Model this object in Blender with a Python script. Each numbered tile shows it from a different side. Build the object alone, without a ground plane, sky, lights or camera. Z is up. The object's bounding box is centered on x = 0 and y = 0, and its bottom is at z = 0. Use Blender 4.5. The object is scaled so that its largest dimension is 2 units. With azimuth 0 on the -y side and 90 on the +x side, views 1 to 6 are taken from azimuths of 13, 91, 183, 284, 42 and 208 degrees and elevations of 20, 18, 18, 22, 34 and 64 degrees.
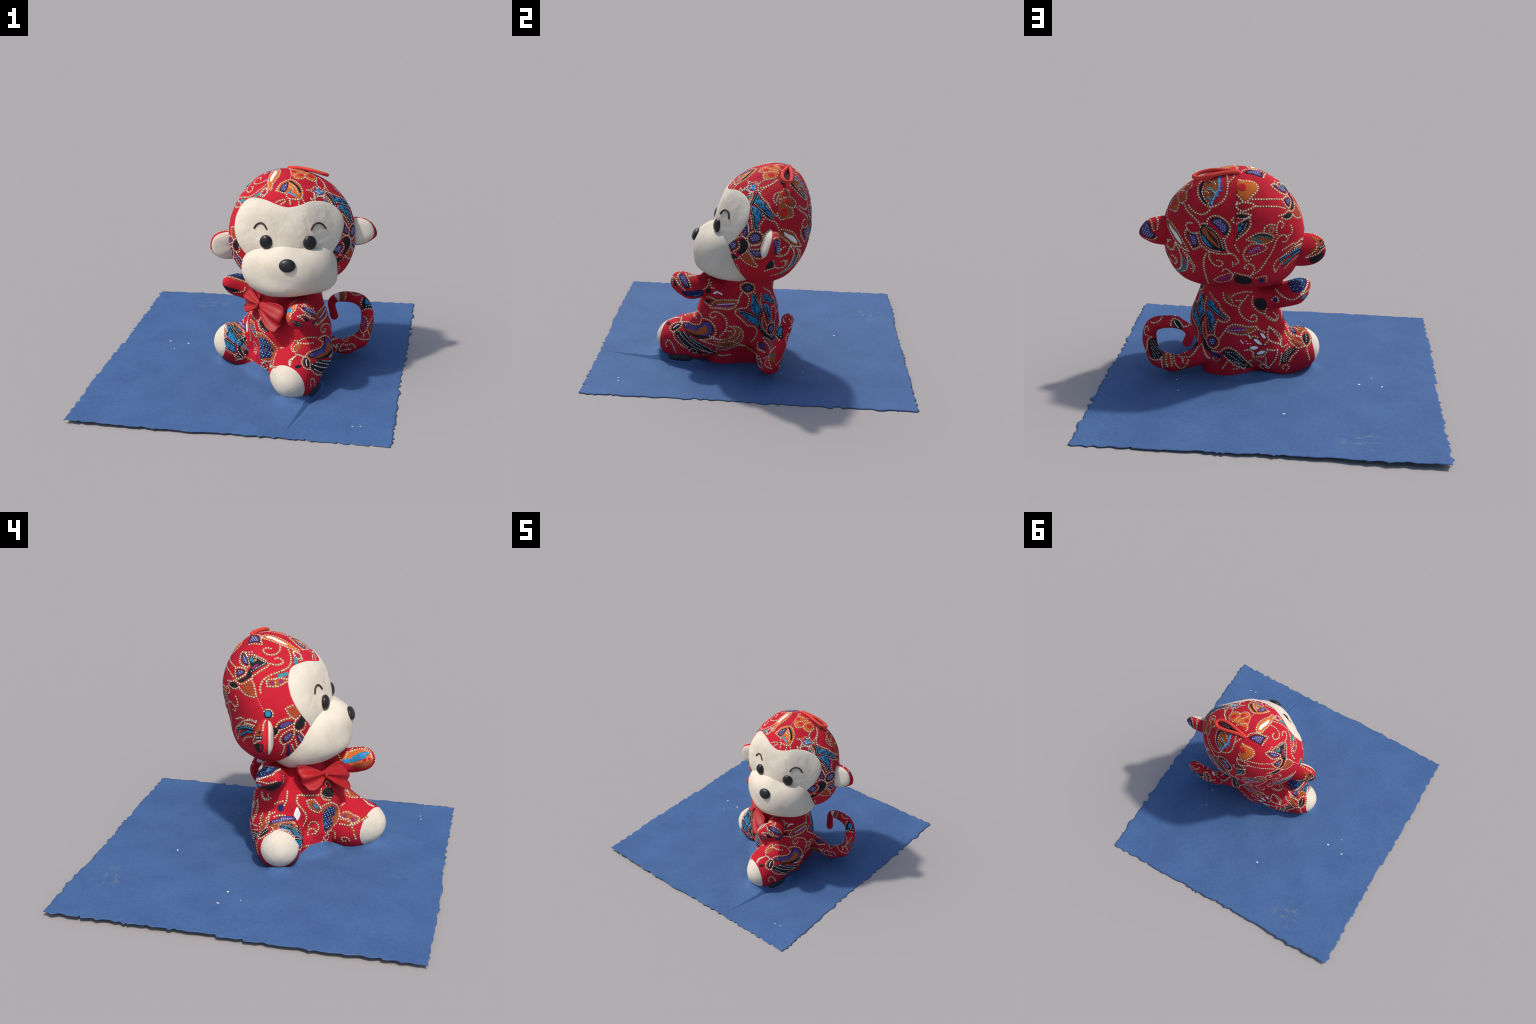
# A sitting plush monkey of red batik cloth on a torn-edged blue paper mat.
import bpy, bmesh, math, random
import numpy as np
from mathutils import Vector, Matrix, noise
from mathutils.bvhtree import BVHTree

random.seed(7)
for o in list(bpy.data.objects):
    bpy.data.objects.remove(o, do_unlink=True)
COL = bpy.context.scene.collection


# ------------------------------------------------------------------ materials
def srgb(r, g, b):
    f = lambda c: (c / 255 / 12.92) if c <= 10 else ((c / 255 + .055) / 1.055) ** 2.4
    return (f(r), f(g), f(b), 1)


def cloth(name, col, col2=None, scale=9.0, rough=.8, weave=260.0, bump=.12, spec=.25, sheen=.0, grain=.25):
    """Woven cloth: base colour drifting to a second one, fine thread grain and bump."""
    m = bpy.data.materials.new(name)
    m.use_nodes = True
    nt = m.node_tree
    b = nt.nodes['Principled BSDF']
    tc = nt.nodes.new('ShaderNodeTexCoord')
    n1 = nt.nodes.new('ShaderNodeTexNoise')
    n1.inputs['Scale'].default_value = scale
    n1.inputs['Detail'].default_value = 4
    nt.links.new(tc.outputs['Object'], n1.inputs['Vector'])
    ramp = nt.nodes.new('ShaderNodeValToRGB')
    ramp.color_ramp.elements[0].position = .32
    ramp.color_ramp.elements[1].position = .68
    ramp.color_ramp.elements[0].color = col
    ramp.color_ramp.elements[1].color = col2 or tuple(min(1, c * 1.12) for c in col[:3]) + (1,)
    nt.links.new(n1.outputs['Fac'], ramp.inputs['Fac'])
    n2 = nt.nodes.new('ShaderNodeTexNoise')
    n2.inputs['Scale'].default_value = weave
    n2.inputs['Detail'].default_value = 2
    nt.links.new(tc.outputs['Object'], n2.inputs['Vector'])
    r2 = nt.nodes.new('ShaderNodeMapRange')
    r2.inputs['From Min'].default_value = .3
    r2.inputs['From Max'].default_value = .7
    r2.inputs['To Min'].default_value = 1 - grain
    r2.inputs['To Max'].default_value = 1 + grain * .4
    nt.links.new(n2.outputs['Fac'], r2.inputs['Value'])
    mul = nt.nodes.new('ShaderNodeVectorMath')
    mul.operation = 'SCALE'
    nt.links.new(ramp.outputs['Color'], mul.inputs[0])
    nt.links.new(r2.outputs['Result'], mul.inputs['Scale'])
    nt.links.new(mul.outputs['Vector'], b.inputs['Base Color'])
    bp = nt.nodes.new('ShaderNodeBump')
    bp.inputs['Strength'].default_value = bump
    bp.inputs['Distance'].default_value = .004
    nt.links.new(n2.outputs['Fac'], bp.inputs['Height'])
    nt.links.new(bp.outputs['Normal'], b.inputs['Normal'])
    b.inputs['Roughness'].default_value = rough
    b.inputs['Specular IOR Level'].default_value = spec
    if sheen:
        b.inputs['Sheen Weight'].default_value = sheen
        b.inputs['Sheen Roughness'].default_value = .6
    return m


RED = cloth('red_cotton', (.41, .009, .022, 1), (.51, .013, .031, 1), scale=5, rough=.85, spec=.15)
WHITE = cloth('white_fleece', (.56, .495, .395, 1), (.65, .585, .48, 1), scale=6, rough=.9, spec=.1, weave=120, grain=.06, bump=.25)
SATIN = cloth('red_satin', (.30, .007, .010, 1), (.37, .010, .013, 1), scale=8, rough=.52, spec=.3, weave=340, grain=.06, bump=.05)
LOOP = cloth('red_ribbon', (.62, .045, .03, 1), (.68, .06, .04, 1), scale=30, rough=.7, spec=.2)
INK = {
    'dot': cloth('white_print', (.66, .63, .59, 1), (.74, .72, .69, 1), scale=40, rough=.85, spec=.15, grain=.1),
    'orange': cloth('orange_print', (.25, .052, .016, 1), (.40, .095, .02, 1), scale=22, rough=.85, spec=.15),  # darkened to brown for the toy's shaded sides; sunlit top is brighter
    'bright': cloth('bright_orange_print', (.50, .105, .018, 1), (.60, .15, .024, 1), scale=18, rough=.85, spec=.15),
    'rust': cloth('rust_print', (.30, .06, .02, 1), (.36, .08, .03, 1), scale=18, rough=.85, spec=.15),
    'purple': cloth('purple_print', (.060, .042, .175, 1), (.095, .072, .24, 1), scale=25, rough=.85, spec=.15),
    'navy': cloth('navy_print', (.012, .016, .07, 1), (.022, .03, .12, 1), scale=25, rough=.85, spec=.15),
    'blue': cloth('blue_print', (.015, .19, .40, 1), (.03, .25, .46, 1), scale=25, rough=.85, spec=.15),
    'teal': cloth('teal_print', (.02, .14, .15, 1), (.05, .26, .30, 1), scale=25, rough=.85, spec=.15),
    'black': cloth('black_print', (.012, .012, .014, 1), (.02, .02, .022, 1), scale=25, rough=.85, spec=.15),
    'magenta': cloth('magenta_print', (.20, .012, .10, 1), (.28, .03, .16, 1), scale=25, rough=.85, spec=.15),
    'crimson': cloth('crimson_print', (.52, .016, .02, 1), (.6, .022, .03, 1), scale=25, rough=.85, spec=.15),
    'seam': cloth('seam_thread', (.26, .006, .012, 1), (.32, .008, .016, 1), scale=25, rough=.85, spec=.15),
    'white': cloth('white_petal_print', (.72, .70, .68, 1), (.80, .78, .76, 1), scale=25, rough=.85, spec=.15, grain=.1),
}
BROWN = cloth('brown_thread', (.05, .018, .015, 1), (.07, .03, .025, 1), scale=60, rough=.7)


def plastic(name, col, rough, rim=None):
    m = bpy.data.materials.new(name)
    m.use_nodes = True
    nt = m.node_tree
    b = nt.nodes['Principled BSDF']
    b.inputs['Base Color'].default_value = col
    b.inputs['Roughness'].default_value = rough
    b.inputs['Specular IOR Level'].default_value = .35
    tc = nt.nodes.new('ShaderNodeTexCoord')
    n = nt.nodes.new('ShaderNodeTexNoise')
    n.inputs['Scale'].default_value = 60
    nt.links.new(tc.outputs['Object'], n.inputs['Vector'])
    ramp = nt.nodes.new('ShaderNodeValToRGB')
    ramp.color_ramp.elements[0].color = col
    ramp.color_ramp.elements[1].color = tuple(c * 1.5 for c in col[:3]) + (1,)
    nt.links.new(n.outputs['Fac'], ramp.inputs['Fac'])
    src = ramp.outputs['Color']
    if rim:   # brown iris ring round the black pupil, by distance from the eye's axis
        sep = nt.nodes.new('ShaderNodeVectorMath')
        sep.operation = 'LENGTH'
        mp = nt.nodes.new('ShaderNodeMapping')
        mp.inputs['Scale'].default_value = (1, 1, 0)
        nt.links.new(tc.outputs['Object'], mp.inputs['Vector'])
        nt.links.new(mp.outputs['Vector'], sep.inputs[0])
        mr = nt.nodes.new('ShaderNodeMapRange')
        mr.inputs['From Min'].default_value = rim[0]
        mr.inputs['From Max'].default_value = rim[1]
        nt.links.new(sep.outputs['Value'], mr.inputs['Value'])
        mx = nt.nodes.new('ShaderNodeMix')
        mx.data_type = 'RGBA'
        mx.inputs['B'].default_value = rim[2]
        nt.links.new(mr.outputs['Result'], mx.inputs['Factor'])
        nt.links.new(src, mx.inputs['A'])
        src = mx.outputs['Result']
    nt.links.new(src, b.inputs['Base Color'])
    return m


EYE = plastic('eye_plastic', (.006, .006, .008, 1), .35, (.034, .045, (.030, .012, .007, 1)))
NOSE = plastic('nose_plastic', (.008, .009, .010, 1), .4)


# ------------------------------------------------------------------ helpers
def mesh_obj(name, verts, faces, mat, parent=None, smooth=True):
    me = bpy.data.meshes.new(name)
    me.from_pydata([tuple(map(float, v)) for v in verts], [], faces)
    me.validate()
    me.materials.append(mat)
    if smooth:
        me.polygons.foreach_set('use_smooth', [True] * len(me.polygons))
    me.update()
    o = bpy.data.objects.new(name, me)
    COL.objects.link(o)
    if parent:
        o.parent = parent
    return o


def bake(o):
    """Apply the modifiers of o and return the evaluated mesh data in place."""
    dg = bpy.context.evaluated_depsgraph_get()
    dg.update()
    me = bpy.data.meshes.new_from_object(o.evaluated_get(dg), depsgraph=dg)
    o.modifiers.clear()
    o.data = me
    return o


def crom(P, n, closed=False):
    """Catmull-Rom curve through the points P, n samples per span."""
    P = np.asarray(P, float)
    if len(P) == 2 and not closed:
        t = np.linspace(0, 1, n + 1)[:, None]
        return P[0] * (1 - t) + P[1] * t
    N = len(P)
    out = []
    for i in range(N if closed else N - 1):
        if closed:
            a, b, c, d = P[i - 1], P[i], P[(i + 1) % N], P[(i + 2) % N]
        else:
            b, c = P[i], P[i + 1]
            a = P[i - 1] if i else 2 * b - c
            d = P[i + 2] if i + 2 < N else 2 * c - b
        for t in np.arange(n) / n:
            out.append(.5 * (2 * b + (c - a) * t + (2 * a - 5 * b + 4 * c - d) * t * t + (3 * b - a - 3 * c + d) * t ** 3))
    if not closed:
        out.append(P[-1])
    return np.array(out)


def resample(C, step, closed=False):
    C = np.asarray(C)
    if closed:
        C = np.vstack([C, C[:1]])
    L = np.r_[0, np.cumsum(np.linalg.norm(np.diff(C, axis=0), axis=1))]
    n = max(2, int(round(L[-1] / step)))
    s = np.linspace(0, L[-1], n + 1)
    R = np.stack([np.interp(s, L, C[:, k]) for k in range(C.shape[1])], 1)
    return R[:-1] if closed else R


def tube(spine, radii, seg=20, n=8, flat=None):
    """Tube with round ends swept along a spine; returns verts, faces."""
    S = crom(np.c_[np.asarray(spine, float), np.asarray(radii, float)], n)
    C, R = S[:, :3], S[:, 3]
    T = np.gradient(C, axis=0)
    T /= np.linalg.norm(T, axis=1)[:, None]
    # rounded caps: extend both ends by a quarter circle of rings
    caps = [(math.sin(a), math.cos(a)) for a in np.radians([82, 65, 45, 25])]
    rings = [(C[0] - T[0] * R[0] * s, T[0], R[0] * c) for s, c in caps]
    rings += [(C[i], T[i], R[i]) for i in range(len(C))]
    rings += [(C[-1] + T[-1] * R[-1] * s, T[-1], R[-1] * c) for s, c in caps[::-1]]
    up = np.array([0, 0, 1.0]) if abs(T[0][2]) < .8 else np.array([1.0, 0, 0])
    V, F = [], []
    for c, t, r in rings:
        u = np.cross(t, up); u /= np.linalg.norm(u)
        w = np.cross(u, t)
        up = w
        for k in range(seg):
            a = 2 * math.pi * k / seg
            V.append(c + r * (math.cos(a) * u + math.sin(a) * w))
    m = len(rings)
    for i in range(m - 1):
        for k in range(seg):
            a, b = i * seg + k, i * seg + (k + 1) % seg
            F.append((a, b, b + seg, a + seg))
    V.append(rings[0][0]); V.append(rings[-1][0])
    for k in range(seg):
        F.append((len(V) - 2, (k + 1) % seg, k))
        F.append((len(V) - 1, (m - 1) * seg + k, (m - 1) * seg + (k + 1) % seg))
    return V, F


def add_part(bm, V, F):
    vs = [bm.verts.new(v) for v in V]
    for f in F:
        bm.faces.new([vs[i] for i in f])


class Radial:
    """Stuffed shape given by its radius at rings of elevation (+80..-80 in steps
    of 20 degrees) and 12 azimuths (0 = front, towards -y; 90 = +x)."""

    def __init__(self, centre, rows, lump=.0016, seed=1.0):
        self.c = np.array(centre)
        self.lump, self.seed = lump, seed      # unevenness of the stuffing
        t = np.array(rows)
        self.rows = np.vstack([[t[0].mean()] * 12, t, [t[-1].mean()] * 12])   # poles
        self.els = np.array([90, 80, 60, 40, 20, 0, -20, -40, -60, -80, -90.])

    @staticmethod
    def _cr(a, b, c, d, t):
        return .5 * (2 * b + (c - a) * t + (2 * a - 5 * b + 4 * c - d) * t * t + (3 * b - a - 3 * c + d) * t ** 3)

    def radius(self, az, el):
        az = np.asarray(az, float) % 360
        el = np.clip(np.asarray(el, float), -90, 90)
        x = az / 30
        i = np.floor(x).astype(int) % 12
        t = x - np.floor(x)
        k = np.clip(np.searchsorted(-self.els, -el, side='right') - 1, 0, 9)
        u = (self.els[k] - el) / (self.els[k] - self.els[k + 1])
        val = lambda kk: self._cr(*[self.rows[np.clip(kk, 0, 10), (i + q) % 12] for q in (-1, 0, 1, 2)], t)
        return self._cr(val(k - 1), val(k), val(k + 1), val(k + 2), u)

    def point(self, az, el, off=0.0):
        a, e = np.radians(az), np.radians(el)
        d = np.stack([np.cos(e) * np.sin(a), -np.cos(e) * np.cos(a), np.sin(e)], -1)
        r = self.radius(az, el) + off
        lump = np.array([noise.noise(tuple(q * 5.5 + self.seed)) + .5 * noise.noise(tuple(q * 13 + self.seed)) for q in d.reshape(-1, 3)])
        return self.c + d * (r + self.lump * lump.reshape(r.shape))[..., None]

    def mesh(self, sub):
        bm = bmesh.new()
        bmesh.ops.create_icosphere(bm, subdivisions=sub, radius=1)
        D = np.array([v.co[:] for v in bm.verts])
        el = np.degrees(np.arcsin(np.clip(D[:, 2], -1, 1)))
        az = np.degrees(np.arctan2(D[:, 0], -D[:, 1]))
        P = self.point(az, el)
        F = [[v.index for v in f.verts] for f in bm.faces]
        bm.free()
        return P, F


# ------------------------------------------------------------------ the toy
monkey = bpy.data.objects.new('plush_monkey', None)
COL.objects.link(monkey)
monkey['label'] = 'sitting plush monkey in red batik cloth with bow tie'
monkey['category'] = 'plush toy'
monkey.empty_display_size = .2

# ---- head: a big ball, wide, flattened behind, narrowing to the neck
HEAD = Radial((.25, .04, .89), [
    (.357, .357, .361, .368, .375, .381, .385, .386, .382, .375, .367, .360),
    (.340, .341, .346, .363, .379, .377, .377, .390, .395, .378, .359, .347),
    (.324, .334, .340, .376, .386, .350, .333, .366, .397, .382, .358, .334),
    (.306, .327, .341, .398, .375, .324, .303, .334, .372, .386, .362, .314),
    (.313, .326, .356, .407, .353, .313, .291, .302, .336, .389, .375, .320),
    (.327, .334, .384, .418, .362, .318, .283, .294, .330, .398, .391, .323),
    (.335, .343, .392, .416, .380, .325, .292, .322, .364, .402, .388, .340),
    (.320, .328, .356, .372, .356, .328, .306, .326, .352, .368, .352, .327),
    (.302, .304, .308, .310, .307, .302, .299, .301, .305, .307, .305, .303)])
hv, hf = HEAD.mesh(6)
head = mesh_obj('head', hv, hf, RED, monkey)

# ---- muzzle: broad padded snout, drawn in below to the mouth
MUZ = Radial((.275, -.08, .72), [
    (.166, .162, .161, .163, .165, .169, .173, .177, .180, .180, .177, .172),
    (.190, .178, .190, .201, .183, .175, .179, .180, .187, .200, .202, .199),
    (.268, .252, .266, .280, .227, .211, .200, .197, .210, .244, .252, .258),
    (.318, .314, .309, .286, .236, .249, .210, .223, .246, .288, .302, .300),
    (.315, .335, .325, .275, .216, .244, .200, .227, .260, .303, .320, .302),
    (.312, .310, .314, .284, .206, .199, .184, .210, .263, .308, .309, .303),
    (.228, .200, .215, .229, .178, .146, .151, .181, .242, .277, .264, .258),
    (.152, .122, .120, .139, .134, .125, .135, .163, .201, .214, .205, .185),
    (.138, .128, .126, .131, .135, .141, .150, .161, .171, .175, .173, .165)], .0020, 7.0)
mv, mf = MUZ.mesh(5)
SMILE = [(.155, -.325, .690), (.198, -.340, .682), (.248, -.352, .655), (.292, -.355, .639), (.338, -.363, .659), (.379, -.368, .688), (.423, -.368, .706)]
FOLDS = [  # (points, depth, half width): the soft fold of the mouth and the dent below the nose
    (SMILE, .0035, .022), ([(.295, -.372, .763), (.290, -.365, .732), (.294, -.357, .692), (.292, -.355, .640)], .004, .018)]
for pts, dep, wid in FOLDS:
    q = resample(crom(pts, 8), .005)
    d2 = np.linalg.norm(mv[:, None, :] - q[None], axis=2).min(1)
    inward = MUZ.c - mv
    inward /= np.linalg.norm(inward, axis=1)[:, None]
    mv = mv + inward * (dep * np.exp(-(d2 / wid) ** 2))[:, None]

# ---- body: torso, legs, arms and tail stuffed as one skin. Each is a chain of balls
# (x, y, z, radius); the skin is the smooth union of them all, drawn over the gaps.
LAT = np.array([.8, -.6, 0])           # the body's own left; the belly is wider this way
WIDE = 1.32
CHAINS = {
    'torso': [(.267, -.032, .190, .176), (.225, -.120, .298, .222), (.273, -.086, .272, .207), (.298, -.044, .467, .134), (.27, -.03, .58, .13)],
    'seat': [(.355, .01, .11, .08), (.25, .005, .12, .118), (.19, -.06, .125, .13), (.178, -.185, .155, .145), (.30, -.16, .13, .14), (.35, -.20, .11, .11), (.25, -.22, .09, .092), (.16, -.21, .085, .085), (.06, -.135, .09, .09)],
    'chest': [(.20, -.13, .36, .17), (.195, -.145, .44, .132), (.22, -.12, .53, .115)],
    'leg': [(.417, -.262, .212, .133), (.324, -.395, .123, .159), (.339, -.502, .122, .121)],
    'leg.001': [(.057, -.021, .196, .166), (-.028, -.050, .090, .126), (-.139, -.070, .148, .129)],
    'arm': [(.32, -.20, .455, .09), (.349, -.314, .492, .067), (.401, -.400, .492, .074), (.366, -.468, .519, .067)],
    'arm.001': [(.17, -.02, .46, .09), (.080, -.008, .467, .074), (-.099, -.002, .520, .077), (-.158, -.055, .557, .035)],
    'tail': [(.36, .03, .14, .066), (.418, .062, .123, .057), (.575, .095, .064, .044), (.622, .123, .094, .042), (.682, .131, .110, .042),
             (.715, .164, .233, .040), (.706, .186, .317, .032), (.658, .206, .364, .034), (.559, .211, .376, .032),
             (.472, .228, .335, .023), (.495, .186, .241, .029)],
}
BALLS = []
for nm, nodes in CHAINS.items():
    q = crom(nodes, 3) if nm == 'tail' else np.array(nodes)
    for a, b in zip(q[:-1], q[1:]):
        for t in ((0, .5) if nm == 'tail' else (0, .25, .5, .75)):
            BALLS.append((*(a * (1 - t) + b * t), WIDE if nm == 'torso' else 1.0, 'torso' if nm in ('seat', 'chest') else nm))
    BALLS.append((*q[-1], WIDE if nm == 'torso' else 1.0, 'torso' if nm in ('seat', 'chest') else nm))
BC = np.array([b[:5] for b in BALLS])
BN = [b[5] for b in BALLS]


FREE = np.array([not n.startswith('torso') for n in BN])
INV = np.where(BC[:, 4] > 1, 1 / BC[:, 4] ** 2 - 1, 0.0)
CL = BC[:, :3] @ LAT


def ball_dist(P):
    """Distance from the points P to the surface of every ball."""
    Q = P.copy()                        # the seat bulges on the floor and goes straight down
    low = Q[:, 2] < .10
    Q[low, 2] = .10 + (Q[low, 2] - .10) * .25
    sq = lambda X: (X ** 2).sum(1)[:, None] - 2 * X @ BC[:, :3].T + (BC[:, :3] ** 2).sum(1)[None]
    d2 = np.where(FREE[None], sq(P), sq(Q)) + INV[None] * ((Q @ LAT)[:, None] - CL[None]) ** 2
    return np.sqrt(np.maximum(d2, 0)) - BC[:, 3]


def skin_dist(P):
    out = []
    for c in range(0, len(P), 4000):
        d = ball_dist(P[c:c + 4000])
        m = d.min(1)
        k = .008
        out.append(m - k * np.log(np.exp(-(d - m[:, None]) / k).sum(1)) + k * math.log(2))
    return np.concatenate(out)


bm = bmesh.new()
for x, y, z, r, wd, nm in BALLS:
    n0 = len(bm.verts)
    g = bmesh.ops.create_icosphere(bm, subdivisions=3, radius=r)
    for v in g['verts']:
        p = np.array(v.co)
        if z + p[2] < .10 and nm == 'torso':
            p[2] = .10 - z + (z + p[2] - .10) * 3
        p = p + LAT * (p @ LAT) * (wd - 1)
        v.co = p + np.array((x, y, z))
me = bpy.data.meshes.new('skin')
bm.to_mesh(me)
bm.free()
skin = bpy.data.objects.new('skin', me)
COL.objects.link(skin)
md = skin.modifiers.new('r', 'REMESH'); md.mode = 'VOXEL'; md.voxel_size = .0092; md.use_smooth_shade = True
md = skin.modifiers.new('s', 'SMOOTH'); md.factor = .5; md.iterations = 6
bake(skin)
co = np.empty(len(skin.data.vertices) * 3); skin.data.vertices.foreach_get('co', co)
co = co.reshape(-1, 3)
for _ in range(3):                      # settle the mesh on the smooth skin
    f0 = skin_dist(co)
    g = np.stack([(skin_dist(co + e) - f0) / 1e-3 for e in np.eye(3) * 1e-3], 1)
    co = co - g * (f0 / np.maximum((g ** 2).sum(1), .3))[:, None] * .9
co[:, 2] = np.maximum(co[:, 2], .004)   # flat where it sits
nrm = np.empty(len(co) * 3); skin.data.vertices.foreach_get('normal', nrm)
lump = np.array([noise.noise((x * 13, y * 13, z * 13 + 4)) + .4 * noise.noise((x * 31, y * 31, z * 31)) for x, y, z in co])
co = co + nrm.reshape(-1, 3) * (lump * .0024)[:, None]      # uneven stuffing
co[:, 2] = np.maximum(co[:, 2], .004)
skin.data.vertices.foreach_set('co', co.ravel()); skin.data.update()
md = skin.modifiers.new('s', 'SMOOTH'); md.factor = .5; md.iterations = 3
bake(skin)

# ---- split the skin: foot pads by plane, the rest by nearest limb
FOOT = {'leg': ((.326, -.550, .20), (-.40, -.91, -.05)), 'leg.001': ((-.188, -.097, .196), (-.92, -.34, .20))}
bm = bmesh.new()
bm.from_mesh(skin.data)


def classify(C):
    d = ball_dist(np.asarray(C, float))
    return [BN[i] for i in d.argmin(1)]


for leg, (p, n) in FOOT.items():
    near = [f for f in bm.faces if (f.calc_center_median() - Vector(p)).length < .3]
    geo = set(near)
    for f in near:
        geo.update(f.verts); geo.update(f.edges)
    bmesh.ops.bisect_plane(bm, geom=list(geo), dist=1e-5, plane_co=p, plane_no=n)
bm.normal_update()
bm.verts.index_update()
bm.faces.ensure_lookup_table()
SV = np.array([v.co[:] for v in bm.verts])
SN = np.array([v.normal[:] for v in bm.verts])
SF = [[v.index for v in f.verts] for f in bm.faces]
SC = np.array([f.calc_center_median()[:] for f in bm.faces])
bm.free()
lab = classify(SC)
for i, c in enumerate(SC):
    for leg, (p, n) in FOOT.items():
        if np.dot(c - np.array(p), n) > 0 and np.linalg.norm(c - np.array(p)) < .25:
            lab[i] = 'foot' + leg[3:]
bpy.data.objects.remove(skin, do_unlink=True)
PART = {'head': head}
for nm in ['torso', 'leg', 'leg.001', 'arm', 'arm.001', 'tail', 'foot', 'foot.001']:
    fs = [SF[i] for i in range(len(SF)) if lab[i] == nm]
    used = sorted({v for f in fs for v in f})
    ix = {v: k for k, v in enumerate(used)}
    par = monkey if not nm.startswith('foot') else PART['leg' + nm[4:]]
    o = mesh_obj(nm, SV[used], [[ix[v] for v in f] for f in fs], WHITE if nm.startswith('foot') else RED, par)
    o.data.normals_split_custom_set_from_vertices([tuple(n) for n in SN[used]])
    PART[nm] = o

# ---- white face panel sewn on the front of the head (outline as azimuth, elevation)
FACE = [(8.2, 43.2), (27.4, 44.5), (43, 46.2), (60, 43.0), (72, 35), (75.8, 25.5), (74.9, 14.9), (67.4, 2.8), (56.8, -8.4), (45, -18), (20, -24), (-16, -24), (-40.1, -15.2), (-49.1, -6.0), (-56.7, 3.4), (-62.6, 14.0), (-65.1, 22.5), (-65.6, 30), (-64.0, 37.0), (-59.5, 43.4), (-48.1, 47.2), (-29.7, 49.0), (-9.1, 46.2)]
out = resample(crom(FACE, 12, True), 1.2, True)
cen = out.mean(0)
nr = 60
CREASES = [  # pulls in the cloth: (azimuth, elevation) points, depth, half width in degrees
    ([(3.4, 35.3), (15.6, 22.3), (24.3, 7.4)], .0035, 1.3), ([(28.2, 33.3), (29.9, 23.9), (31.6, 11.4)], .0028, 2.0),
    ([(40.2, 0), (44.1, -7.3), (46.9, -12.8)], .0034, 1.2), ([(43.2, .3), (49.3, -6.5), (55, -13)], .0035, 1.2),
    ([(-7, 16.8), (-3.6, 4.3), (-2.4, -1.6)], .0025, 1.4), ([(-45.8, 5.4), (-39.2, 12.2), (-34.1, 16.4)], .002, 1.4)]
CREASES = [(resample(crom(c, 8), .7), dp, wd) for c, dp, wd in CREASES]


def crease(q):
    z = np.zeros(len(q))
    for c, dp, wd in CREASES:
        d = np.linalg.norm(q[:, None] - c[None], axis=2)
        i = d.argmin(1)
        z += dp * np.exp(-(d.min(1) / wd) ** 2) * np.sin(np.pi * (i + .5) / len(c))
    return z


V, F = [HEAD.point(np.array(cen[0]), np.array(cen[1]), np.array(.0045))], []
n = len(out)
for j in range(1, nr + 1):
    t = min(1, j / (nr - 2))
    h = .0045 if j < nr - 3 else {nr - 3: .0042, nr - 2: .003, nr - 1: .001, nr: -.004}[j]
    t = {nr - 3: .98, nr - 2: .992, nr - 1: 1.0, nr: 1.0}.get(j, j / (nr - 3) * .98)
    q = cen + (out - cen) * t
    V += list(HEAD.point(q[:, 0], q[:, 1], np.full(n, h) - crease(q)))
    for k in range(n):
        a, b = 1 + (j - 1) * n + k, 1 + (j - 1) * n + (k + 1) % n
        F.append((a - n, b - n, b, a) if j > 1 else (0, b, a))
face = mesh_obj('face', V, F, WHITE, head)
muzzle = mesh_obj('muzzle', mv, mf, WHITE, head)


# ---- eyes, nose, brows
def button(name, c, n, rx, ry, rz, mat, parent):
    bm = bmesh.new()
    bmesh.ops.create_uvsphere(bm, u_segments=32, v_segments=20, radius=1)
    for v in bm.verts:
        v.co = (v.co.x * rx, v.co.y * ry, v.co.z * rz)
    me = bpy.data.meshes.new(name)
    bm.to_mesh(me); bm.free()
    me.materials.append(mat)
    me.polygons.foreach_set('use_smooth', [True] * len(me.polygons))
    o = bpy.data.objects.new(name, me)
    COL.objects.link(o)
    z = Vector(n).normalized()
    x = Vector((0, 0, 1)).cross(z).normalized()
    y = z.cross(x)
    o.matrix_world = Matrix((x, y, z)).transposed().to_4x4()
    o.location = c
    o.parent = parent
    return o


for az, el, n in ((-17.5, 4.4, (-.14, -.95, .12)), (30.6, 3.6, (.30, -.92, .12))):
    button('eye', tuple(HEAD.point(np.array(az), np.array(el), np.array(.006))), n, .041, .043, .024, EYE, head)
mb = BVHTree.FromPolygons([tuple(v) for v in mv], mf)
q, qn, _, _ = mb.find_nearest(Vector((.303, -.39, .815)))
button('nose', tuple(q), tuple(qn), .050, .040, .022, NOSE, muzzle)


def head_arc(name, pts, r, mat, off=.006, parent=None):
    C = crom(pts, 8)
    P = HEAD.point(C[:, 0], C[:, 1], np.full(len(C), off))
    P = resample(P, .004)
    V, F = tube(P, np.full(len(P), r), seg=8, n=1)
    return mesh_obj(name, V, F, mat, parent or head)


for pts in (((33.6, 17.0), (37.2, 21.0), (42.5, 22.4), (47.5, 20.3), (50.5, 15.4)), ((-34.3, 17.3), (-31.8, 21.6), (-27.1, 24.1), (-22.1, 22.9), (-18.3, 18.9))):
    head_arc('eyebrow', pts, .0055, BROWN, .007, face)


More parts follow.
